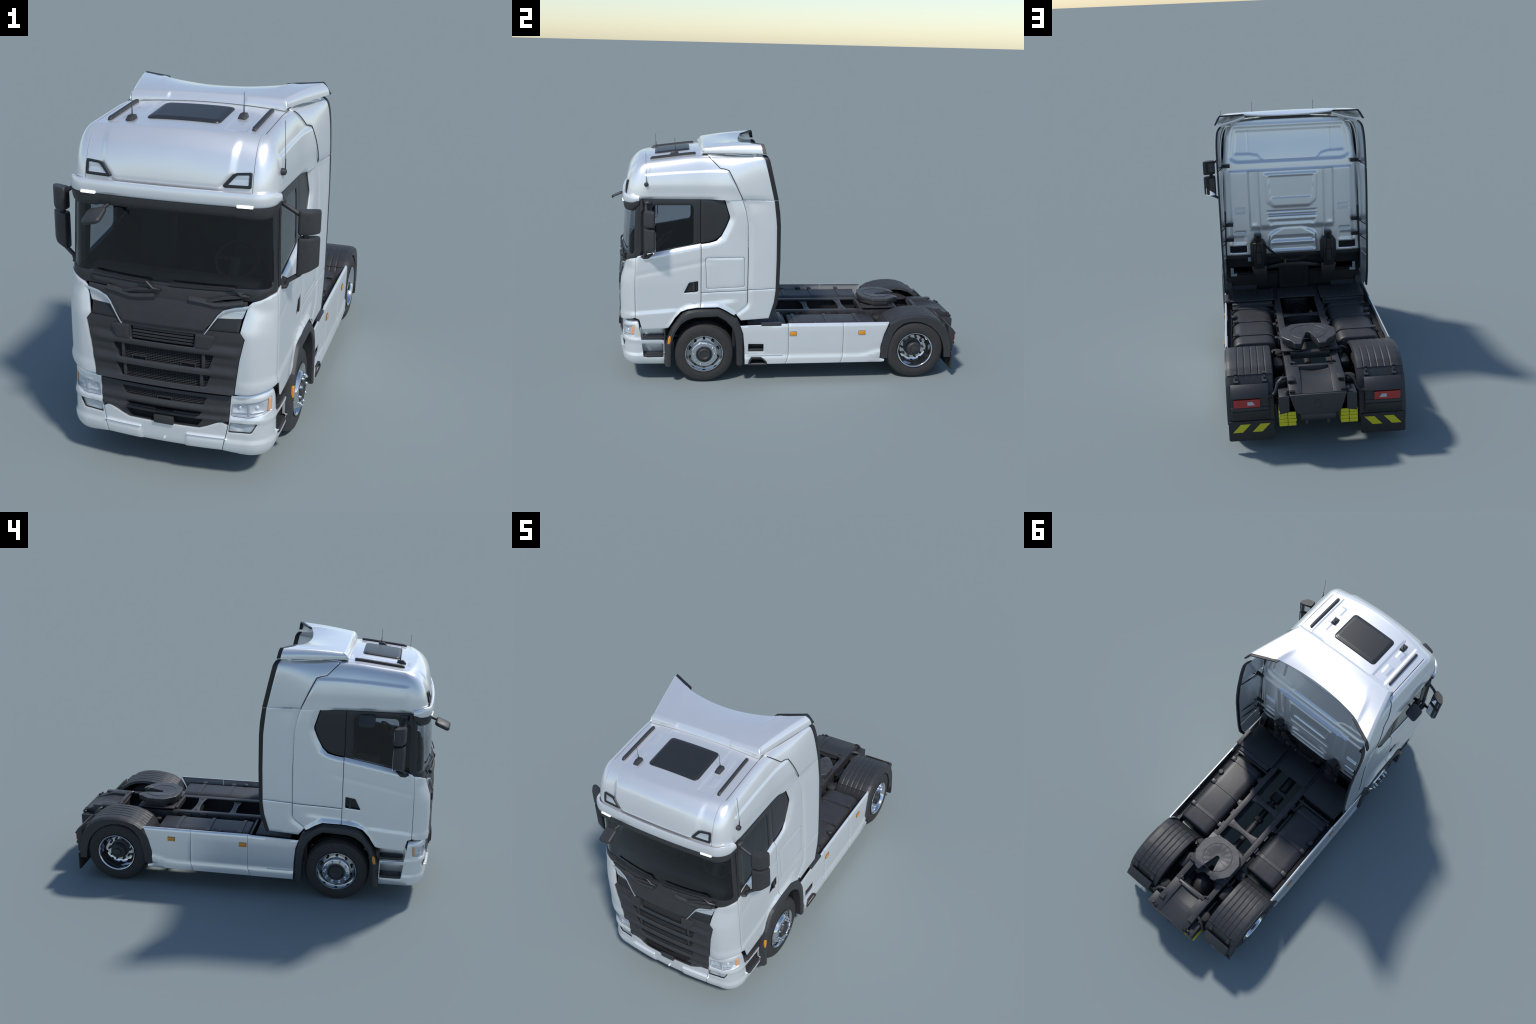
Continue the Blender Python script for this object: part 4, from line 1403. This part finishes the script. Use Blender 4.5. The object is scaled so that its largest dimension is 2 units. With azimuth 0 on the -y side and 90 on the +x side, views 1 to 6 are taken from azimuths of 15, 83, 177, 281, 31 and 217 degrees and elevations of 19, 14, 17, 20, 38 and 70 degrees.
# ------------------------------------------------------------------ rear fenders
RF = [(.500, .122), (.502, .160), (.506, .205), (.515, .245), (.532, .282), (.555, .318), (.590, .341), (.635, .355), (.685, .3625), (.735, .3640), (.780, .358), (.820, .345),
      (.855, .322), (.885, .287), (.906, .242), (.918, .190), (.921, .122)]
RFI = [(.552, .123), (.553, .160), (.557, .198), (.566, .235), (.580, .270), (.602, .300), (.632, .322), (.660, .331), (.690, .334), (.725, .331), (.760, .320), (.792, .303),
       (.826, .272), (.848, .243), (.863, .210), (.873, .172), (.877, .122)]
def fender(sg):
    f = empty("rear_fender", ROOT)
    def seg(i0, i1, name):
        bm = bmesh.new()
        xs_l = [.181, .186] + [.19 + .00425 * k for k in range(43)] + [.376, .383, .387, .3885, .3885, .383]
        m = 6
        rows = []
        t0, t1 = i0, i1
        N = (i1 - i0) * 4
        for a in range(N + 1):
            t = i0 + a / 4
            t = min(t, len(RF) - 1.0001)
            k = int(t); fr = t - k
            o = Vector(RF[k]).lerp(Vector(RF[k + 1]), fr); i = Vector(RFI[k]).lerp(Vector(RFI[k + 1]), fr)
            nrm = (o - i).normalized()
            crown = .005 * ss(1.5, 5, t) * ss(14.5, 12, t)
            row = []
            for x in xs_l[:-3]:
                u = (x - .181) / (.387 - .181)
                h = crown * (1 - (2 * u - 1) ** 6)
                if x < .186: h -= .012
                gr = 0
                for c in (.215, .245, .275, .305, .335):
                    gr -= .0032 * exp(-((x - c) / .0028) ** 4) 
                h += gr * ss(4.0, 5.0, t) * ss(12.4, 11.8, t)
                h -= .005 * ss(.374, .387, x)
                row.append(bm.verts.new((sg * x, o.x + nrm.x * h, o.y + nrm.y * h)))
            q = o.lerp(i, .12); row.append(bm.verts.new((sg * .3895, q.x, q.y)))
            q = o.lerp(i, .96); row.append(bm.verts.new((sg * .3885, q.x, q.y)))
            row.append(bm.verts.new((sg * .383, i.x, i.y)))
            q = o - nrm * .008
            row.append(bm.verts.new((sg * .376, q.x, q.y)))
            row.append(bm.verts.new((sg * .190, q.x, q.y)))
            rows.append(row)
        n = len(rows[0])
        for A, B in zip(rows, rows[1:]):
            for j in range(n):
                bm.faces.new((A[j], B[j], B[(j + 1) % n], A[(j + 1) % n]))
        bm.faces.new(rows[0]); bm.faces.new(rows[-1][::-1])
        finish(name, bm, PLASTIC, f, angle=32)
    seg(0, 5, "fender_front")
    seg(5, 12, "fender_top")
    seg(12, 16, "fender_rear")
    # dark joints between the three sections, and clips
    for t in (5, 12):
        o, i = Vector(RF[t]), Vector(RFI[t])
        nrm = (o - i).normalized(); tg = Vector((-nrm.y, nrm.x))
        for xc in (.222, .345):
            bm = bmesh.new()
            d = -1 if t == 12 else 1
            p0 = o + nrm * .012 - tg * .02 * d * -1
            for s0, s1, w in ((-.036, .040, .010),):
                V = []
                for a in (s0, s1):
                    for h in (.002, .0085):
                        for x in (xc - w, xc + w):
                            pt = o + tg * a + nrm * (h - (abs(a) * .20))
                            V.append(bm.verts.new((sg * x, pt.x, pt.y)))
                for q in ((0, 1, 3, 2), (4, 6, 7, 5), (0, 4, 5, 1), (2, 3, 7, 6), (0, 2, 6, 4), (1, 5, 7, 3)):
                    bm.faces.new([V[k] for k in q])
            for a in (-.012, .008):
                V = []
                for aa in (a - .006, a + .006):
                    for h in (.0075, .0100):
                        for x in (xc - .0055, xc + .0055):
                            pt = o + tg * aa + nrm * (h - abs(aa) * .2)
                            V.append(bm.verts.new((sg * x, pt.x, pt.y)))
                for q in ((0, 1, 3, 2), (4, 6, 7, 5), (0, 4, 5, 1), (2, 3, 7, 6), (0, 2, 6, 4), (1, 5, 7, 3)):
                    bm.faces.new([V[k] for k in q])
            if t == 12:
                finish("fender_clip", bm, PLASTIC, f)
            else:
                bm.free()
        bm = bmesh.new()
        pts = [(x, o + nrm * (.0052 * (1 - (2 * ((x - .181) / .206) - 1) ** 6) + .0002)) for x in [.186 + .0066 * k for k in range(31)]]
        add_tube(bm, [(sg * x, q.x, q.y) for x, q in pts], .0014, 5)
        finish("fender_joint", bm, DARK, f)
    # mud flap with warning stripes
    prism("mud_flap", rounded([(sg * .190, .140), (sg * .386, .140), (sg * .386, .046), (sg * .190, .046)], .010), 'y', .921, .928, RUBBER, f, bevel=.001)
    for x0 in (.205, .290):
        pl = [(x0, .125), (x0 + .043, .125), (x0 + .079, .087), (x0 + .036, .087)]
        prism("warning_stripe", [(sg * x, z) for x, z in pl], 'y', .9282, .9288, YELLOW, f, bevel=0)
    # tail lamp housing
    L = empty("tail_lamp", ROOT)
    X0, X1 = sorted((sg * .208, sg * .370))
    hp = [(.900, .302), (.925, .284), (.944, .258), (.944, .254), (.934, .250), (.934, .212), (.940, .208), (.940, .196), (.932, .190), (.932, .150), (.905, .148)]
    prism("lamp_housing", hp, 'x', X0, X1, PLASTIC, L, bevel=.0015)
    box("lamp_panel", tuple(sorted((sg * .218, sg * .366))), (.931, .9335), (.154, .188), TRIM, L)
    box("red_lens", tuple(sorted((sg * .246, sg * .360))), (.930, .9435), (.2115, .2485), RED, L, bevel=.002)
    pl = [(.264, .224), (.292, .222), (.301, .239), (.268, .240)]
    pl = [(.268, .2225), (.300, .2225), (.300, .2385), (.279, .2385)]
    prism("reversing_lens", [(sg * x, z) for x, z in pl], 'y', .9436, .9445, GREYTAG, L, bevel=0)
    tube("lamp_carrier_pipe", [(sg * .115, .875, .308), (sg * .145, .885, .310), (sg * .165, .895, .294), (sg * .175, .905, .262), (sg * .188, .912, .248), (sg * .212, .915, .247)],
         .0085, CHASSIS, L, n=10)
both(fender)

# ------------------------------------------------------------------ rear end
RE = empty("rear_end")
def cover(u, v):
    x = -.088 + .176 * u
    y = .772 + .215 * v
    z = lin([(.77, .320), (.87, .320), (.90, .314), (.95, .297), (.99, .283)], y)
    z -= .016 * (1 - (x / .088) ** 2) * ss(1.0, .80, y)
    return (x * (1 - .25 * ss(.86, .99, y)), y, z)
grid("rear_cover", cover, 24, 24, PLASTIC, RE, thick=.008, centre=(0, .88, 0))
def ramp(sg):
    p = [(.775, .316), (.79, .325), (.875, .325), (.90, .319), (.945, .302), (.988, .286), (.990, .270), (.93, .270), (.775, .300)]
    prism("coupling_ramp", p, 'x', sg * .066, sg * .122, PLASTIC, RE, bevel=.003)
    box("ramp_block", tuple(sorted((sg * .098, sg * .120))), (.968, .986), (.287, .296), DARK, RE, bevel=.003)
    bm = bmesh.new()
    add_tube(bm, [(sg * .095, .765, .318), (sg * .095, .765, .330)], .008, 8)
    add_tube(bm, [(sg * .095, .765, .330), (sg * .078, .772, .328)], .005, 6)
    add_tube(bm, [(sg * .130, .972, .275), (sg * .130, .972, .298)], .006, 8)
    add_tube(bm, [(sg * .122, .972, .292), (sg * .142, .972, .286)], .004, 6)
    finish("rear_fitting", bm, CHASSIS, RE)
    prism("end_box", [(sg * .1225, .277), (sg * .166, .275), (sg * .166, .192), (sg * .1225, .200)], 'y', .898, .988, PLASTIC, RE, bevel=.003)
    # yellow wheel chocks
    ch = empty("wheel_chock", ROOT)
    for k in range(4):
        box("chock_rib", tuple(sorted((sg * .096, sg * .1305))), (.90, .9845), (.1355 + k * .0165, .1505 + k * .0165), YELLOW, ch, bevel=.0012)
        box("chock_rib", tuple(sorted((sg * .1325, sg * .168))), (.90, .9845), (.1355 + k * .0165, .1505 + k * .0165), YELLOW, ch, bevel=.0012)
    prism("chock_bar", [(.094, .162), (.12, .162), (.132, .168), (.15, .168), (.15, .171), (.094, .168)] if sg > 0 else
          [(-.094, .162), (-.12, .162), (-.132, .168), (-.15, .168), (-.15, .171), (-.094, .168)], 'y', .9846, .989, YELLOW, ch, bevel=0)
    box("chock_core", tuple(sorted((sg * .098, sg * .166))), (.905, .980), (.137, .200), DARK, ch, bevel=0)
both(ramp)
prism("end_beam", [(-.1215, .2825), (.1215, .2825), (.098, .205), (.082, .192), (-.082, .192), (-.098, .205)], 'y', .93, .997, PLASTIC, RE, bevel=.003)
lathe("end_emblem", [(.9965, .019), (.9985, .0185), (.9985, .017), (.9975, .0165), (.9975, .0005)], 'y', (0, 0, .238), PLASTIC, RE, n=32)
prism("emblem_shield", [(-.008, .247), (0, .243), (.008, .247), (.006, .235), (0, .229), (-.006, .235)], 'y', .9976, .9984, PLASTIC, RE, bevel=0)
lathe("air_tank", [(-.080, .018), (-.074, .026), (.074, .026), (.080, .018)], 'x', (0, .955, .170), CHASSIS, RE, n=24)
bm = bmesh.new()
for x in (-.045, .05):
    add_box(bm, x - .006, x + .006, .945, .965, .130, .150)
finish("air_tank_foot", bm, CHASSIS, RE)

# ------------------------------------------------------------------ fifth wheel coupling
FW = empty("fifth_wheel")
def plate_poly():
    half = [(.0125, .565), (.016, .585), (.026, .620), (.040, .676), (.046, .680), (.070, .676), (.078, .662), (.108, .630), (.126, .602), (.127, .522),
            (.118, .508), (.072, .458), (.030, .450), (0, .450)]
    return half
half = plate_poly()
arc = [(.0125 * sin(a), .5615 - .0125 * cos(a)) for a in [0.0]]
outl = half[:-1] + [half[-1]] + [(-x, y) for x, y in half[:-1][::-1]] + [(-.009, .556), (0, .5525), (.009, .556)]
def pz(x, y):
    r = hypot(x, y - .562)
    z = .388
    a = math.atan2(y - .562, x)
    if r < .079:
        z -= .004 * ss(.079, .015, r) + .0003 * sin(a * 14) * ss(.0, .06, r)
    z -= .012 * ss(.64, .70, y)
    return z
patch("coupling_plate", outl, lambda x, y: (x, y, pz(x, y)), STEEL, FW, res=.0055, thick=.012, edge=.0015, centre=(0, .56, 0), angle=30)
tube("plate_ring", [(.083 * cos(a), .562 + .083 * sin(a), .3883) for a in [radians(100 + 340 * k / 60 + 10) for k in range(61)]], .0013, CHASSIS, FW, n=5)
rimp = rounded([p for p in half[3:-1]] + [(0, .446)] + [(-x, y) for x, y in half[3:-1][::-1]] + [(-.02, .60), (0, .56), (.02, .60)], .004)
prism("plate_skirt", [(x * .97, .562 + (y - .562) * .97) for x, y in outl], 'z', .352, .381, CHASSIS, FW, bevel=.002)
def ped(sg):
    prism("pedestal", [(.50, .335), (.635, .335), (.60, .372), (.54, .372)], 'x', sg * .055, sg * .112, CHASSIS, FW, bevel=.003)
    box("pedestal_foot", tuple(sorted((sg * .045, sg * .130))), (.455, .66), (.333, .341), CHASSIS, FW)
both(ped)
bm = bmesh.new()
add_box(bm, -.0915, .0915, .445, .475, .30, .332)
add_box(bm, -.0915, .0915, .635, .665, .30, .332)
finish("coupling_crossbar", bm, CHASSIS, FW, bevel=.002)

# ------------------------------------------------------------------ axles, drive line, suspension
DR = empty("drivetrain")
bm = bmesh.new()
add_tube(bm, [(-.27, RY, WR), (-.10, RY, WR), (.10, RY, WR), (.27, RY, WR)], .032, 14)
bmesh.ops.create_uvsphere(bm, u_segments=20, v_segments=12, radius=.075, matrix=Matrix.Translation((0, RY, WR + .005)))
add_tube(bm, [(0, RY - .12, WR + .01), (0, RY, WR + .005)], .040, 14, r2=.06)
finish("rear_axle", bm, CHASSIS, DR)
bm = bmesh.new()
add_tube(bm, [(0, -.15, .235), (0, -.02, .225)], .028, 12)
add_tube(bm, [(0, -.14, .235), (0, -.12, .235)], .038, 12)
add_tube(bm, [(0, .01, .222), (0, .06, .219)], .036, 8)
add_tube(bm, [(0, .06, .219), (0, .24, .205)], .020, 12)
add_tube(bm, [(0, .085, .217), (0, .105, .216)], .030, 8)
add_tube(bm, [(0, .19, .209), (0, .215, .207)], .030, 8)
finish("drive_joint", bm, TRIM, DR)
tube("drive_shaft", [(0, .235, .206), (0, .59, .178)], .019, CHASSIS, DR, n=16)
tube("front_axle", [(-.27, FY, .15), (-.20, FY, .12), (.20, FY, .12), (.27, FY, .15)], .025, CHASSIS, DR)
box("engine_block", (-.088, .088), (-.84, -.26), (.16, .46), DARK, DR, bevel=.02)
box("gearbox", (-.07, .07), (-.27, -.15), (.17, .30), TRIM, DR, bevel=.015)
box("radiator", (-.22, .22), (-.89, -.85), (.16, .60), DARK, DR)
box("under_floor", (-.31, .31), (-.85, -.28), (.405, .42), DARK, DR)
def bellows(sg):
    for y in (.545, .850):
        prof = []
        for k in range(4):
            prof += [(.175 + .030 * k, .024), (.182 + .03 * k, .031), (.197 + .03 * k, .031), (.204 + .03 * k, .024)]
        lathe("air_bellows", prof, 'z', (sg * .150, y, 0), RUBBER, DR, n=20, angle=60)
    box("spring_beam", tuple(sorted((sg * .128, sg * .172))), (.50, .90), (.145, .172), CHASSIS, DR, bevel=.006)
    box("spring_beam", tuple(sorted((sg * .128, sg * .172))), (-.72, -.25), (.16, .18), CHASSIS, DR, bevel=.006)
    tube("shock_absorber", [(sg * .140, .63, .31), (sg * .150, .66, .17)], .014, TRIM, DR)
    tube("shock_absorber", [(sg * .160, .57, .285), (sg * .20, .545, .27)], .020, TRIM, DR)
    box("brake_chamber", tuple(sorted((sg * .128, sg * .175))), (.62, .72), (.25, .30), TRIM, DR, bevel=.012)
both(bellows)

# ------------------------------------------------------------------ cab rear suspension
CS = empty("cab_suspension")
box("rear_bulkhead", (-.372, .372), (-.325, -.305), (.20, .545), TRIM, CS)
box("rear_bulkhead_ledge", (-.37, .37), (-.300, -.268), (.505, .5335), PLASTIC, CS)
def tower(sg):
    t = empty("suspension_tower", CS)
    x = sg * .192
    box("tower_body", (x - .028, x + .028), (-.235, -.205), (.46, .625), TRIM, t, bevel=.004)
    prism("tower_flank", [(x - .044, .60), (x - .044, .50), (x + .044, .50), (x + .044, .60), (x + .028, .625), (x - .028, .625)], 'y', -.232, -.215, TRIM, t, bevel=.003)
    box("tower_head", (x - .020, x + .020), (-.235, -.20), (.622, .655), TRIM, t, bevel=.004)
    lathe("tower_eye", [(-.199, .010), (-.1985, .010)], 'y', (x, 0, .641), DARK, t, n=16)
    prism("tower_arm", [(sg * .235, .475), (sg * .15, .475), (sg * .15, .425), (sg * .155, .36), (sg * .175, .36), (sg * .225, .43)], 'y', -.23, -.21, TRIM, t, bevel=.003)
    lathe("tower_damper", [(.50, .018), (.56, .018), (.562, .012), (.62, .012)], 'z', (x, -.195, 0), TRIM, t, n=16)
    box("cab_bracket_plate", tuple(sorted((sg * .335, sg * .352))), (-.300, -.294), (.40, .445), GREYTAG, t)
    box("cab_bracket_plate", tuple(sorted((sg * .317, sg * .352))), (-.293, -.287), (.398, .414), GREYTAG, t)
both(tower)
box("grey_label_plate", (.228, .252), (-.262, -.252), (.492, .516), GREYTAG, CS)
box("yellow_label", (.178, .222), (-.2045, -.202), (.606, .611), YELLOW, CS, bevel=.0005)
box("yellow_label", (.046, .052), (-.190, -.187), (.497, .515), YELLOW, CS, bevel=.0005)
prism("suspension_crossbeam", [(-.16, .455), (-.06, .475), (.06, .475), (.16, .455), (.16, .438), (.06, .448), (.05, .35), (-.05, .35), (-.06, .448), (-.16, .438)], 'y', -.275, -.255, TRIM, CS,
      bevel=.003)
box("gearbox_cover", (-.07, .07), (-.304, -.288), (.35, .47), PLASTIC, CS, bevel=.004)
bm = bmesh.new()
pts = []
for k in range(400):
    t = k / 399
    c = Vector((.150 - .19 * ss(0, 1, t) - .03 * t, -.195, .59 - .085 * ss(0, .55, t) - .0 * t + .012 * ss(.6, 1, t)))
    a = t * 2 * pi * 34
    pts.append(c + Vector((.004 * sin(a) , .011 * cos(a), .011 * sin(a))))
add_tube(bm, pts, .0022, 4)
finish("coiled_hose", bm, TRIM, CS, angle=80)
